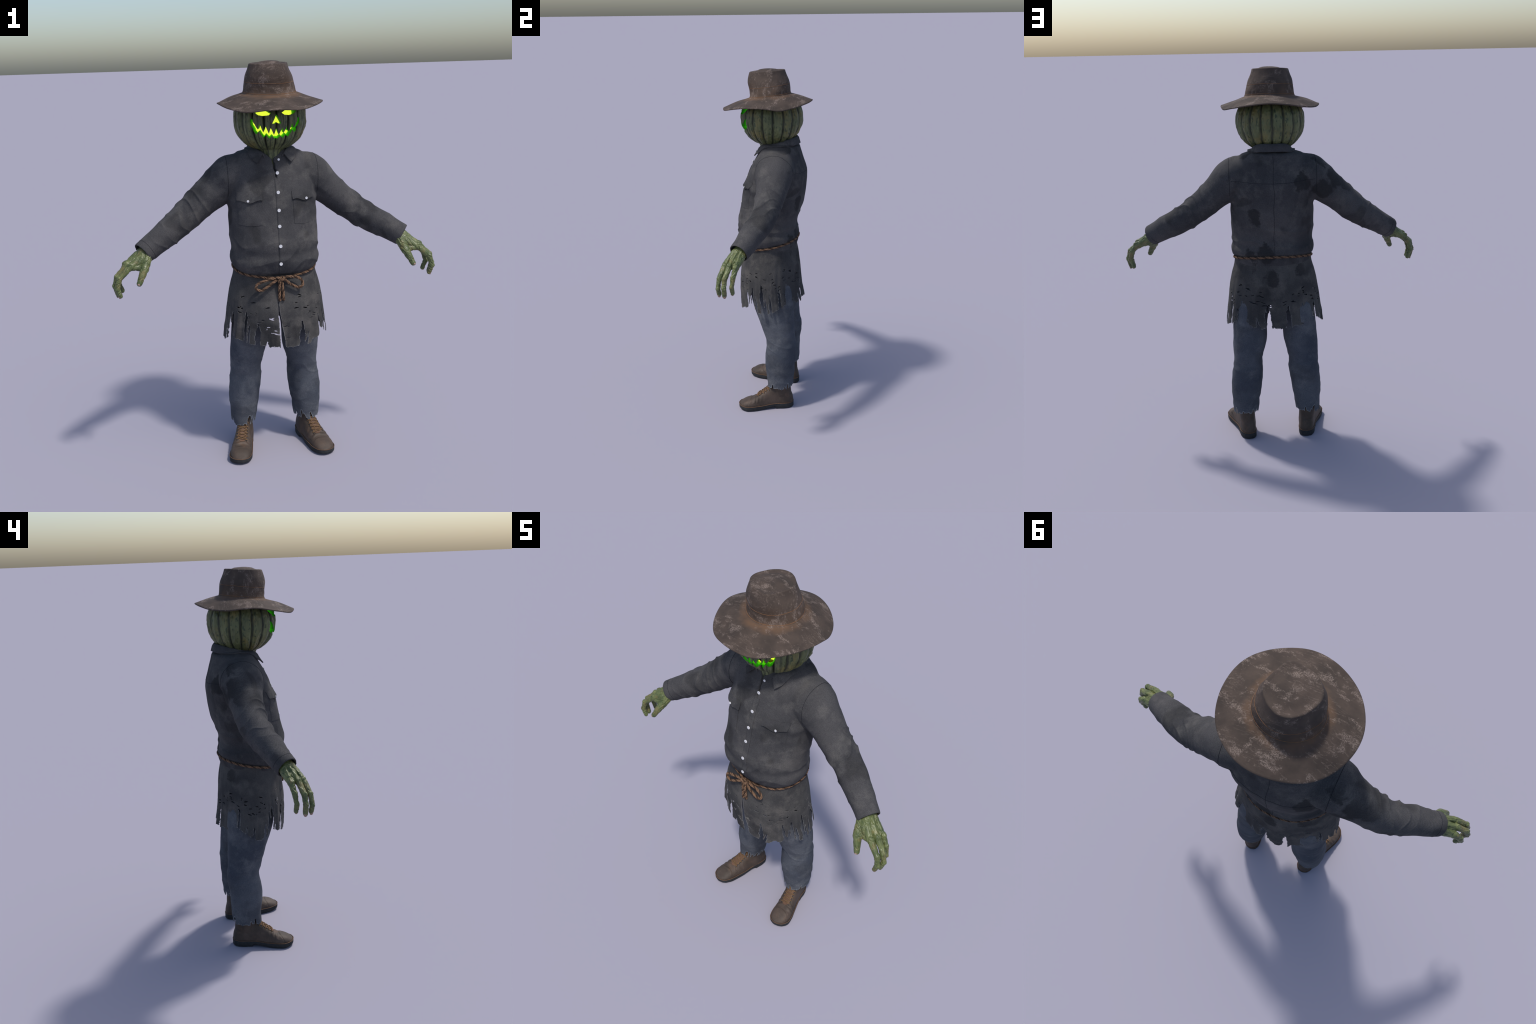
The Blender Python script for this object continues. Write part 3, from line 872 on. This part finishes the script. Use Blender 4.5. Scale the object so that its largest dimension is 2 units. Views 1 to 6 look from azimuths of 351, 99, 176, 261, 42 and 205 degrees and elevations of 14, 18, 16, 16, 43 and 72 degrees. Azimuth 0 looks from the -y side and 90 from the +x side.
# ---------------------------------------------------------------- boots
BY = [-.163, -.158, -.148, -.13, -.11, -.07, -.02, .03, .08, .12, .145, .158, .163]
BC = [.219, .219, .220, .221, .220, .212, .197, .183, .169, .163, .160, .159, .159]
BW = [.004, .022, .038, .050, .0575, .059, .054, .048, .045, .043, .034, .020, .004]
BT = [.030, .034, .040, .052, .060, .071, .104, .138, .150, .135, .10, .07, .05]
def boot(sx):
    rr = []
    a = np.linspace(0, np.pi, 25)
    for y in np.linspace(-.1625, .1625, 60):
        cx, w, top = [smooth_keys(y, BY, k) for k in (BC, BW, BT)]
        w = max(w*.955, .003)
        c, s = sup(a, 2.7)
        arch = np.c_[cx + w*c, np.full(len(a), y), .02 + (top - .02)*s]
        base = np.c_[np.linspace(cx - w, cx + w, 9)[1:-1], np.full(7, y), np.full(7, .02)]
        rr.append(np.concatenate([arch, base]))
    foot = rings_mesh(rr)
    a = np.linspace(0, 2*np.pi, 40, endpoint=False)
    rr = []
    for z, c_x, hw, yf, yb in [(.03, .162, .040, .02, .160), (.06, .163, .043, .02, .158), (.10, .167, .043, .012, .150), (.15, .172, .044, .022, .146), (.20, .172, .043, .032, .144), (.23, .172, .043, .034, .144)]:
        rr.append(np.c_[c_x + hw*np.cos(a), (yf + yb)/2 + (yb - yf)/2*np.sin(a), np.full(len(a), z)])
    shaft = rings_mesh(rr)
    v, f = voxel_union([foot, shaft], .0032)
    v = relax(v, f, 10, .5, False)
    n = normals_of(v, f)
    # creases across the instep, toe wear dents
    d = .0012*noise(v, 25, 71)
    cr = np.exp(-((v[:, 1] + .055)/.035)**2)*(v[:, 2] > .05)
    d += cr*.0018*np.sin(v[:, 1]*260 + 2*noise(v, 30, 3))
    # stitched toe-cap and quarter lines, pressed in
    d -= .0016*np.exp(-((v[:, 1] + .082 + (v[:, 0] - .215)**2*6)/.0022)**2)
    d -= .0014*np.exp(-((v[:, 2] - .085 - .3*(v[:, 1] - .12))/.0022)**2)*(v[:, 1] > .085)
    v = v + n*d[:, None]
    T = bvh(v, f)
    P = (lambda m: m) if sx > 0 else flip
    up = add('boot', *P((v, f)), BOOT, root)
    # instep frame
    nrm = V3(-.16, -.56, .81); nrm /= np.linalg.norm(nrm)
    along = V3(.22, -.80, -.57); along /= np.linalg.norm(along)
    lat = np.cross(nrm, along); lat /= np.linalg.norm(lat)
    if lat[0] < 0: lat = -lat
    o0 = V3(.176, .040, .160)
    def on(s, l, lift):
        p = o0 + along*s + lat*l
        h, nn = cast(T, p + nrm*.12, -nrm)
        if h is None: return p
        return h + nrm*lift
    # tongue
    nu, nv = 14, 30
    G = np.zeros((nv, nu, 3)); Q = np.zeros((nv, nu, 3))
    for j in range(nv):
        for i in range(nu):
            w = j/(nv - 1); u = i/(nu - 1)*2 - 1
            hw = .019 + .004*w
            s = -.03 + w*(.162 - .018*u*u)
            G[j, i] = on(s, u*hw, .0016); Q[j, i] = on(s, u*hw, -.003)
    vv = grid_solid('tongue', *(x*[sx, 1, 1] for x in (G, Q)), TONGUE, up)
    # facings each side of the tongue
    for e in (-1, 1):
        pts = [on(s, e*(.0215 + .004*(s + .03)/.16), .0006) for s in np.linspace(-.03, .128, 26)]
        tv = tube(np.array(pts), .0016, 6); add('facing_seam', *P(tv), SOLE, up)
    # laces: zigzag rows with loose cross-overs
    r = random.Random(3 if sx > 0 else 4)
    S = np.linspace(-.012, .118, 8)
    for k in range(len(S)):
        s = S[k]; w = .0215 + .004*k/8
        for e in (-1, 1):
            s2 = s + (S[1] - S[0])*(.95 if k < len(S) - 1 else .05)
            pts = [on(s + (s2 - s)*t + r.uniform(-.0012, .0012), e*(-w - .002 + (2*w + .004)*t), .0026 + .002*math.sin(math.pi*t) + (.001 if e > 0 else 0)) for t in np.linspace(0, 1, 9)]
            pts = [on(s, -e*(w + .0035), -.001)] + pts + [on(s2, e*(w + .0035), -.001)]
            add('boot_lace', *P(tube(spline(pts, 22), .0024, 7)), LACE, up)
            if k == len(S) - 1: break
    # sole with heel block and arch gap
    yy = np.linspace(0, 1, 80)
    yv = .163 - .326*(.5 - .5*np.cos(np.pi*yy))
    cx = smooth_keys(yv, BY, BC); w = smooth_keys(yv, BY, BW)
    ring = np.concatenate([np.c_[cx + w, yv], np.c_[cx - w, yv][::-1][1:-1]])
    ctr = np.array([smooth_keys(q, BY, BC) for q in ring[:, 1]])
    y = ring[:, 1]
    toe = .009*sstep(-.10, -.165, y)
    arch = np.where((y < .062), .013*sstep(-.04, .05, y), 0.0)
    top = np.where(y > .05, .032, .032 - .006*sstep(.05, -.02, y)) + toe*.35
    def rg(zv, k): return np.c_[ctr + (ring[:, 0] - ctr)*k, y*(1 if k == 1 else 1 - (1 - k)*.35), zv]
    bot = toe + arch
    L = [rg(bot, .90), rg(bot, .97), rg(bot + .003, 1.0), rg(top*.5 + bot*.5, 1.005), rg(top - .002, 1.005), rg(top, .985), rg(top, .9)]
    add('sole', *P(rings_mesh(L)), SOLE, up, angle=35)
    pts = rg(top + .0012, .99); pts = np.concatenate([pts, pts[:1]])
    add('welt', *P(tube(pts, .0020, 6, False)), WELT, up)
    return up
boot(1); boot(-1)

# ---------------------------------------------------------------- hands
def hand(sx, seed):
    W  = V3(.628, -.050, 1.143)
    J = {'index': [V3(.707, -.120, 1.083), V3(.766, -.139, 1.031), V3(.779, -.144, .985), V3(.767, -.142, .948)],
         'middle': [V3(.724, -.093, 1.087), V3(.777, -.111, 1.034), V3(.789, -.114, .990), V3(.777, -.113, .945)],
         'little': [V3(.730, -.062, 1.081), V3(.762, -.070, 1.040), V3(.773, -.077, .994), V3(.758, -.076, .955)]}
    R = {'index': [.0150, .0120, .0112, .0105], 'middle': [.0148, .0120, .0112, .0105], 'little': [.0142, .0114, .0106, .0098]}
    TH = [V3(.640, -.085, 1.098), V3(.646, -.128, 1.062), V3(.663, -.147, 1.026), V3(.674, -.159, 1.003)]
    TR = [.024, .0195, .0145, .0118]
    up = V3(.55, -.05, .83); up /= np.linalg.norm(up)
    for k in J: J[k] = [p + V3(-.001*(i > 0), 0, -.003) for i, p in enumerate(J[k])]
    parts = [capsule(W - V3(.02, -.012, -.012), W + V3(.02, -.02, -.018), .034, .030)]
    for k in J:
        y = {'index': -.018, 'middle': 0, 'little': .016}[k]
        parts.append(capsule(W + V3(0, y, -.004), J[k][0] - up*.004, .023, .0155))
        parts.append(capsule(W + V3(0, y*.9, 0) + up*.021, J[k][0] + up*.008, .0052, .0052))   # tendon
        parts.append(capsule(J[k][0] + up*.003, J[k][0] + up*.004 + V3(.003, 0, -.002), .0145, .0135))
        for i in range(3):
            parts.append(capsule(J[k][i], J[k][i+1], R[k][i], R[k][i+1]))
            if i: parts.append(capsule(J[k][i] + V3(.0012, 0, .0008), J[k][i] + V3(.002, 0, -.001), R[k][i]*1.1, R[k][i]*1.05))
    # gaunt fingers: narrow waists come from the radii between knuckles
    for i in range(3): parts.append(capsule(TH[i], TH[i+1], TR[i], TR[i+1]))
    parts.append(capsule(W + V3(-.004, -.02, -.012), TH[1], .026, .020))
    parts.append(capsule(TH[1] + V3(.008, .004, .004), J['index'][0] + V3(-.012, .004, -.008), .013, .011))   # web
    parts.append(capsule(TH[0] + V3(.02, .012, 0), J['middle'][0] - up*.012, .022, .012))
    parts.append(capsule(TH[0] + V3(.016, -.01, .004), J['index'][0] - up*.010, .024, .013))
    parts.append(capsule(TH[1] + V3(.012, .012, .006), J['index'][0] - up*.010, .015, .012))
    parts.append(capsule(TH[0] + V3(.02, .03, 0), J['little'][0] - up*.012, .018, .011))
    parts.append(capsule(W + V3(-.002, -.03, .006), TH[1] + V3(-.002, -.008, .012), .006, .006))   # thumb tendon
    v, f = voxel_union(parts, .0017)
    v = relax(v, f, 4, .5, False)
    n = normals_of(v, f)
    axis = V3(.72, -.38, -.58); axis /= np.linalg.norm(axis)
    q = v - np.outer(v @ axis, axis)*.68                   # wrinkles run along the hand
    rid = 1 - np.abs(noise(q, 75, seed)); rid2 = 1 - np.abs(noise(q, 140, seed + 1))
    d = .0020 - .0030*np.clip(rid - .70, 0, 1)/.30 - .0010*np.clip(rid2 - .7, 0, 1)/.3
    v = v + n*d[:, None]
    # regions by nearest bone
    segs = []
    for li, k in enumerate(J):
        for i in range(3): segs.append((li + 1, J[k][i] + (J[k][1] - J[k][0])*.28*(i == 0), J[k][i+1]))
    segs.append((4, TH[1] + (TH[2] - TH[1])*.3, TH[2])); segs.append((4, TH[2], TH[3]))
    segs += [(0, W, J['index'][0]), (0, W, J['middle'][0]), (0, W, J['little'][0]), (0, W, TH[1]), (0, J['index'][0], J['little'][0])]
    c = centers(v, f); best = np.full(len(c), 9.); lab = np.zeros(len(c), int)
    for l, a, b in segs:
        t = np.clip(((c - a) @ (b - a))/((b - a) @ (b - a)), 0, 1)
        dd = np.linalg.norm(c - a - t[:, None]*(b - a), axis=1)
        m = dd < best; best[m] = dd[m]; lab[m] = l
    if sx < 0: v, f = flip((v, f))
    reg = add_regions(v, f, lab, {0: ('hand', SKIN, root), 1: ('finger', SKIN, 0), 2: ('finger', SKIN, 0), 3: ('finger', SKIN, 0), 4: ('thumb', SKIN, 0)})
    # nails: shallow shields on the outer face of each tip
    def nail(tip, along, out, r):
        along = along/np.linalg.norm(along); out = out - along*(out @ along); out /= np.linalg.norm(out); s = np.cross(along, out)
        G = np.zeros((9, 9, 3)); Q = np.zeros((9, 9, 3))
        for j in range(9):
            for i in range(9):
                a = (i/8*2 - 1)*.95; b = j/8*2 - 1
                wv = 1 - .25*b*b*(b > 0)
                p = tip + along*(b*.0075 + .0028) + s*math.sin(a)*r*.92*wv
                hgt = math.cos(a)*r*.96 - .0012*b*b
                G[j, i] = p + out*(hgt + .0011); Q[j, i] = p + out*(hgt - .002)
        grid_solid('fingernail', *(x*[sx, 1, 1] for x in (G, Q)), NAIL, reg[0], 60)
    for k in J: nail(J[k][3], J[k][3] - J[k][2], V3(.5, 0, -.6), R[k][3])
    nail(TH[3], TH[3] - TH[2], V3(.1, -1, .3), TR[3])
hand(1, 200); hand(-1, 200)

# ------------------------------------------------------------ rope belt
def rope(name, path, r, parent, pitch=.042, n=8):
    p = np.asarray(path, float)
    L = np.r_[0, np.cumsum(np.linalg.norm(np.diff(p, axis=0), axis=1))]
    m = max(int(L[-1]/.0028), 12)
    t = np.linspace(0, L[-1], m)
    p = np.stack([np.interp(t, L, p[:, k]) for k in range(3)], 1)
    p, T, U, Wv = frames(p)
    parts = []
    for k in range(3):
        ph = 2*np.pi*(t/pitch + k/3)
        off = (np.cos(ph)[:, None]*U + np.sin(ph)[:, None]*Wv)*r*.58
        parts.append(tube(p + off, r*.52, n))
    fm = np.concatenate([np.full(len(q[1]), 1 if i == 2 else 0) for i, q in enumerate(parts)])
    v, f = merge(parts)
    v = v + .0004*np.c_[noise(v, 300, 1), noise(v, 300, 2), noise(v, 300, 3)]
    return add(name, v, f, [ROPE, ROPE_SHADE], parent, fmat=fm)
# the loop lies on the cloth: cast from outside towards the body axis
loop = []
for a in np.linspace(0, 2*np.pi, 160):
    dx, dy = math.sin(a), -math.cos(a)
    z = None; y = dy*.17
    zb = 1.0105 + .17*y - .004*math.cos(a) 
    h, nn = cast(ST, (dx*1.0, dy*1.0, zb), (-dx, -dy, 0))
    hx = smooth_keys(zb, TZ, THX); yc = .003; c, s = sup(np.array([a - np.pi/2]), 2.02)
    yf, yb = smooth_keys(zb, TZ, TYF), smooth_keys(zb, TZ, TYB)
    # radius of the tail's outline in this direction
    th = np.linspace(0, 2*np.pi, 720); cc, ss = sup(th, 2.02)
    px, py = hx*cc, (yf + yb)/2 + (yb - yf)/2*ss
    k = np.argmax((px*dx + py*dy)/np.hypot(px, py))
    rad = max(np.linalg.norm(h[:2]) if h is not None else 0, float(np.hypot(px[k], py[k])))
    p = V3(dx*rad, dy*rad, zb)
    loop.append(p + V3(dx, dy, 0)*.0035)
loop = np.array(loop)
for _ in range(6): loop[1:-1] = .5*loop[1:-1] + .25*(loop[:-2] + loop[2:])
belt = rope('rope_belt', loop, .0062, root)
yk = loop[0][1]
K = V3(-.004, yk - .006, .978)
rope('bow_loop', spline([K, K + V3(-.03, -.010, .002), K + V3(-.075, -.012, -.006), K + V3(-.113, -.010, -.022), K + V3(-.118, -.010, -.044), K + V3(-.092, -.012, -.052), K + V3(-.055, -.014, -.030), K + V3(-.02, -.012, -.008), K], 90), .0066, belt)
rope('bow_loop', spline([K, K + V3(.03, -.010, .006), K + V3(.075, -.010, .004), K + V3(.106, -.010, -.014), K + V3(.111, -.010, -.040), K + V3(.094, -.012, -.050), K + V3(.06, -.014, -.036), K + V3(.02, -.014, -.006), K], 90), .0066, belt)
rope('rope_end', spline([K, K + V3(-.004, -.014, -.02), K + V3(-.005, -.014, -.06), K + V3(-.004, -.013, -.112)], 50), .0068, belt)
rope('rope_end', spline([K, K + V3(.008, -.015, -.02), K + V3(.012, -.015, -.06), K + V3(.015, -.013, -.110)], 50), .0068, belt)
kn = []
for t in np.linspace(0, 2*np.pi, 60):   # trefoil-like knot
    kn.append(K + V3(.0085*(math.sin(t) + 1.2*math.sin(2*t)), -.011 - .007*math.sin(3*t), .0085*(math.cos(t) - 1.2*math.cos(2*t)) - .004))
rope('knot', kn, .0060, belt)

# ---------------------------------------------------------- pumpkin head
HC = V3(0, .02, 1.71)
PZ = [1.580, 1.585, 1.592, 1.604, 1.63, 1.66, 1.70, 1.735, 1.77, 1.795, 1.82, 1.845, 1.865, 1.885]
PR = [.020, .066, .088, .108, .137, .156, .169, .1715, .1670, .157, .137, .098, .06, .02]
def in_poly(x, y, poly):
    inside = np.zeros(x.shape, bool); n = len(poly)
    for i in range(n):
        x0, y0 = poly[i]; x1, y1 = poly[(i+1) % n]
        if y0 == y1: continue
        c = ((y0 > y) != (y1 > y)) & (x < (x1 - x0)*(y - y0)/(y1 - y0) + x0)
        inside ^= c
    return inside
# carved face on (azimuth degrees, height)
EYE = [(8.5, 1.764), (12, 1.755), (21.5, 1.752), (30, 1.757), (37, 1.771), (40, 1.792), (39, 1.806), (33, 1.803), (24, 1.790), (15, 1.776)]
NOSE = [(0, 1.757), (3.4, 1.737), (7.2, 1.715), (2.8, 1.716), (0, 1.722), (-2.8, 1.716), (-7.2, 1.715), (-3.4, 1.737)]
UPPER = [(0, 1.693), (4, 1.662), (9.3, 1.696), (12.4, 1.669), (17.3, 1.704), (22, 1.675), (26.2, 1.714), (29.8, 1.690), (34, 1.714), (39, 1.733), (42.5, 1.738)]
LOWER = [(42, 1.712), (39, 1.684), (33.5, 1.668), (28.5, 1.683), (22.5, 1.651), (18, 1.665), (12, 1.646), (7.5, 1.658), (2.5, 1.644), (0, 1.648)]
MOUTH = UPPER + LOWER + [(-a, z) for a, z in LOWER[::-1][1:]] + [(-a, z) for a, z in UPPER[::-1][:-1]]
def pumpkin():
    fine = np.linspace(-52, 52, 380); coarse = np.linspace(52, 308, 230)[1:-1]
    azd = np.r_[fine, coarse]; az = np.radians(azd)
    # heights: fine through the face
    zf = np.r_[np.linspace(1.580, 1.63, 26)[:-1], np.linspace(1.63, 1.815, 190), np.linspace(1.815, 1.885, 24)[1:]]
    nu, nv = len(az), len(zf)
    AZ, ZZ = np.meshgrid(az, zf); D = np.degrees(AZ)
    r = smooth_keys(ZZ, PZ, PR)
    t = AZ*18/(2*np.pi)
    ff = 1 - sstep(38, 58, np.abs((D + 180) % 360 - 180))
    fr2 = np.abs((2*t + 20.5) % 1 - .5)
    fr = np.abs((t + 20.5) % 1 - .5)            # 0 in groove .. .5 on the rib
    rib = np.sqrt(np.clip(np.sin(np.pi*np.clip(fr, 0, .5)), 0, 1))
    bulk = sstep(.05, .14, r)
    sub = np.abs(np.sin(AZ*27 + 1.5*noise(np.stack([np.sin(AZ), np.cos(AZ), ZZ*4], -1).reshape(-1, 3), 5, 7).reshape(AZ.shape)))
    d = ((rib - .72)*.0150 + .0034*(sub - .5) - .0045*ff*(1 - np.sqrt(np.sin(np.pi*fr2))))*bulk
    P0 = np.stack([np.sin(AZ)*r, -np.cos(AZ)*r, ZZ], -1).reshape(-1, 3)
    d = d + (.0022*noise(P0*[1, 1, .6], 45, 81) + .0012*noise(P0, 90, 82)).reshape(r.shape)*bulk
    # brow and cheek swellings, sunken sockets and philtrum grooves
    g = lambda a0, z0, sa, sz: np.exp(-((np.abs(D) - a0)/sa)**2 - ((ZZ - z0)/sz)**2)
    d += .006*g(24, 1.812, 14, .014) + .004*g(40, 1.715, 8, .03) - .004*g(6, 1.775, 5, .02) - .003*g(47, 1.735, 4, .012)
    d += .003*g(0, 1.74, 7, .03)
    R = r + d
    X = np.sin(AZ)*R; Y = HC[1] - np.cos(AZ)*R
    P = np.stack([X, Y, ZZ], -1).reshape(-1, 3)
    hole = in_poly(np.abs(D), ZZ, EYE) | in_poly(D, ZZ, NOSE) | in_poly(D, ZZ, MOUTH)
    I, J = np.meshgrid(np.arange(nu), np.arange(nv - 1))
    a = (J*nu + I).ravel(); b = (J*nu + (I + 1) % nu).ravel()
    F = np.stack([a, b, b + nu, a + nu], 1)
    F = F[hole.reshape(-1)[F].sum(1) < 2]
    f = [tuple(q) for q in F]
    caps = [tuple(range(nu - 1, -1, -1)), tuple((nv - 1)*nu + i for i in range(nu))]
    v, be = smooth_boundary(P, f + caps, 3)
    used = np.unique(np.r_[F.ravel(), np.arange(nu), np.arange((nv - 1)*nu, nv*nu)])
    mp = -np.ones(len(v), int); mp[used] = np.arange(len(used))
    v1 = v[used]; f1 = [tuple(mp[list(q)]) for q in f + caps]
    head = add('head', v1, f1, PUMPKIN, root)
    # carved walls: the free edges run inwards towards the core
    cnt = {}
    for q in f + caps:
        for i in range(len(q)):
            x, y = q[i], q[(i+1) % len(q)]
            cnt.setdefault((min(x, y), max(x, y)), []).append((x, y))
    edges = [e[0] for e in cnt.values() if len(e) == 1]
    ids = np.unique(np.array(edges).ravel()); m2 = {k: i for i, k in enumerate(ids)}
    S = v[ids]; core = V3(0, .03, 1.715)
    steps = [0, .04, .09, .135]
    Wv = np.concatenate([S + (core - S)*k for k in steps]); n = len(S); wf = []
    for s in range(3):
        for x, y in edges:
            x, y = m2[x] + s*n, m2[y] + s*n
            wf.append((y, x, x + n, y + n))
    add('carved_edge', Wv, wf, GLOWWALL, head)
    # hollow inside: the inner skin of the shell, its glow painted on as emission
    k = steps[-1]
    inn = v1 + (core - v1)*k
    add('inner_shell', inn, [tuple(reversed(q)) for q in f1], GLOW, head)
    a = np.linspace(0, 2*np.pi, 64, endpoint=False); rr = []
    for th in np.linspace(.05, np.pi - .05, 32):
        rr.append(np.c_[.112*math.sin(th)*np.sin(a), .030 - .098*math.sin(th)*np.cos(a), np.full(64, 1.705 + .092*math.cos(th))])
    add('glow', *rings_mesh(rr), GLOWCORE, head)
pumpkin()

# neck: ribbed stalk running down into the shirt
rr = []
a = np.linspace(0, 2*np.pi, 120, endpoint=False)
for z, cy, r in spline([(1.46, -.012, .034), (1.50, -.006, .038), (1.54, .004, .046), (1.575, .012, .058), (1.605, .018, .080)], 30):
    rib = 1 + .06*np.abs(np.sin(a*5)) + .015*np.sin(a*13 + z*60)
    rr.append(np.c_[np.sin(a)*r*rib, cy - np.cos(a)*r*rib, np.full(120, z)])
add('neck', *rings_mesh(rr), STEM, root)

# ------------------------------------------------------------------ hat
BRIM_AZ = [0, 25, 45, 65, 80, 95, 110, 130, 155, 175, 200, 222, 245, 257, 272, 300, 326, 347]
BRIM_Z = [1.786, 1.783, 1.796, 1.808, 1.810, 1.808, 1.798, 1.808, 1.824, 1.832, 1.823, 1.809, 1.805, 1.810, 1.812, 1.792, 1.777, 1.785]
def hat():
    nu = 192
    az = np.linspace(0, 2*np.pi, nu, endpoint=False)      # 0 = front, 90 = +x
    rimz = smooth_keys(np.degrees(az), BRIM_AZ, BRIM_Z, 360)
    rimr = .2515 + .0015*np.sin(3*az + 1) + .001*np.sin(7*az)
    sx, cy = np.sin(az), -np.cos(az)
    basez = 1.852 + .013*(-np.cos(az))                    # lower in front
    def crown(h, hx, yf, yb, e=2.0):
        c, s = sup(az - np.pi/2, e)
        return np.c_[hx*c, (yf + yb)/2 + (yb - yf)/2*s, h*np.ones(nu)]
    base = crown(0, .131, -.108, .130); base[:, 2] = basez
    rim = np.c_[sx*rimr, cy*rimr, rimz]
    rings = []; lab = []
    # brim top from the edge inwards
    for t in np.linspace(0, 1, 22):
        w = t
        p = rim*(1 - w) + base*w
        drop = -.010*math.sin(math.pi*t)**1.2 if t < 1 else 0
        lip = .006*max(0, (t - .8)/.2)**2
        z = rim[:, 2] + (base[:, 2] - rim[:, 2])*(t**1.15) + .004*math.sin(math.pi*t)
        p[:, 2] = z
        wav = noise(np.c_[p[:, :2]*1.0, np.zeros(nu)], 11, 91)*.004*math.sin(math.pi*min(t*1.0, 1))
        p[:, 2] += wav
        rings.append(p)
    nb = len(rings)
    # crown wall
    WALL = [(0.00, .1295, -.1065, .1285, 2.0), (.03, .1280, -.104, .1275, 2.0), (.22, .1225, -.1025, .1255, 2.0), (.42, .117, -.103, .1215, 2.0), (.62, .1125, -.1045, .1175, 1.97),
            (.80, .1075, -.103, .112, 1.92), (.93, .1010, -.098, .105, 1.86), (1.0, .0935, -.094, .098, 1.80)]
    W = np.array(WALL)
    TOP_AZ = [34, 48.5, 74, 99, 132, 147, 174, 211, 229, 245, 280, 295, 313, 347]
    TOP_R = [.104, .094, .086, .090, .0905, .091, .096, .0955, .095, .093, .102, .104, .101, .0945]
    top_r = smooth_keys(np.degrees(az), TOP_AZ, TOP_R, 360)
    top_xy = np.c_[sx*top_r, cy*top_r]
    topz = 1.986 + .006*(-np.cos(az))*(-1)*(-1) - .003*np.cos(2*az)*0
    for t in np.linspace(.02, 1, 40):
        hx, yf, yb, e = [smooth_keys(t, W[:, 0], W[:, k]) for k in (1, 2, 3, 4)]
        p = crown(0, hx, yf, yb, e)
        wt = float(sstep(.15, 1.0, t))
        sh = 1 + .42*(1 - t)
        p[:, :2] = p[:, :2]*(1 - wt) + top_xy*sh*wt
        p[:, 2] = basez + (topz - basez)*t
        dent = .004*noise(p*[1, 1, .7], 14, 93) + .0022*noise(p, 28, 94)
        # pinch dents either side at the front of the crown
        pinch = -.004*np.exp(-((np.abs((np.degrees(az) + 180) % 360 - 180) - 52)/18)**2)*sstep(.55, .95, t)
        bump = (dent*sstep(0, .3, t) + pinch)
        p[:, 0] += sx*bump; p[:, 1] += cy*bump
        rings.append(p)
    # top: raised lip, shallow trough, soft centre ridge
    edge = rings[-1].copy(); cen = V3(0, .0, 1.9985)
    for k in np.linspace(.95, .02, 16):
        p = edge*k; p[:, 1] += 0
        zc = edge[:, 2]*(k**2) + cen[2]*(1 - k**2)
        trough = -.005*math.sin(math.pi*min(1, (1 - k)/.55))**1.5 if k > .45 else 0
        p[:, 2] = zc + .0025*math.exp(-((k - .97)/.04)**2) + trough + .002*noise(p*[1, 1, 0] + [0, 0, 3], 16, 95)*(1 - k)*2
        rings.append(p)
    n_top = len(rings)
    # underside
    under = []
    for t in np.linspace(1, 0, 22):
        p = rings[int(round(t*21))].copy(); p[:, 2] -= .0055; 
        if t == 0: p[:, :2] *= .998
        under.append(p)
    inner = [rings[nb + int(k)].copy()*[.965, .965, 1] for k in np.linspace(38, 0, 12)]
    seq = rings[::-1]                                     # centre top -> rim
    full = seq + [np.c_[rim[:, 0]*1.003, rim[:, 1]*1.003, rim[:, 2] - .0028]] + under[::-1] + inner[::-1]
    v, f = rings_mesh(full, True, True)
    nr = len(full)
    v = np.asarray(v)
    me = new_mesh('t', v, f); fix_normals(me); v, f = mesh_arrays(me); bpy.data.meshes.remove(me)
    lab = np.zeros(len(f), int)
    nwall = len(seq) - nb
    ring_of = np.array([min(q) for q in f])//nu
    for i in range(len(f)):
        if len(f[i]) == 4: lab[i] = 1 if nwall - 1 < ring_of[i] < nr - 12 else 0
    reg = add_regions(v, f, lab, {0: ('hat', HAT, root), 1: ('hat_brim', HAT, 0)})
    T = bvh(v, f)
    # stitched line round the crown and at the base
    for name, zoff, r in (('hat_stitch', .054, .0008), ('hat_stitch', .006, .0010)):
        pts = []
        for q in np.linspace(0, 2*np.pi, 121):
            z = 1.852 - .013*math.cos(q) + zoff
            d = V3(math.sin(q), -math.cos(q), 0)
            h, _ = cast(T, V3(0, .01, z) + d*.2, -d)
            pts.append(h + d*.0002)
        add(name, *tube(np.array(pts), r, 6, False), HATSEAM, reg[0])
hat()
bpy.context.view_layer.update()
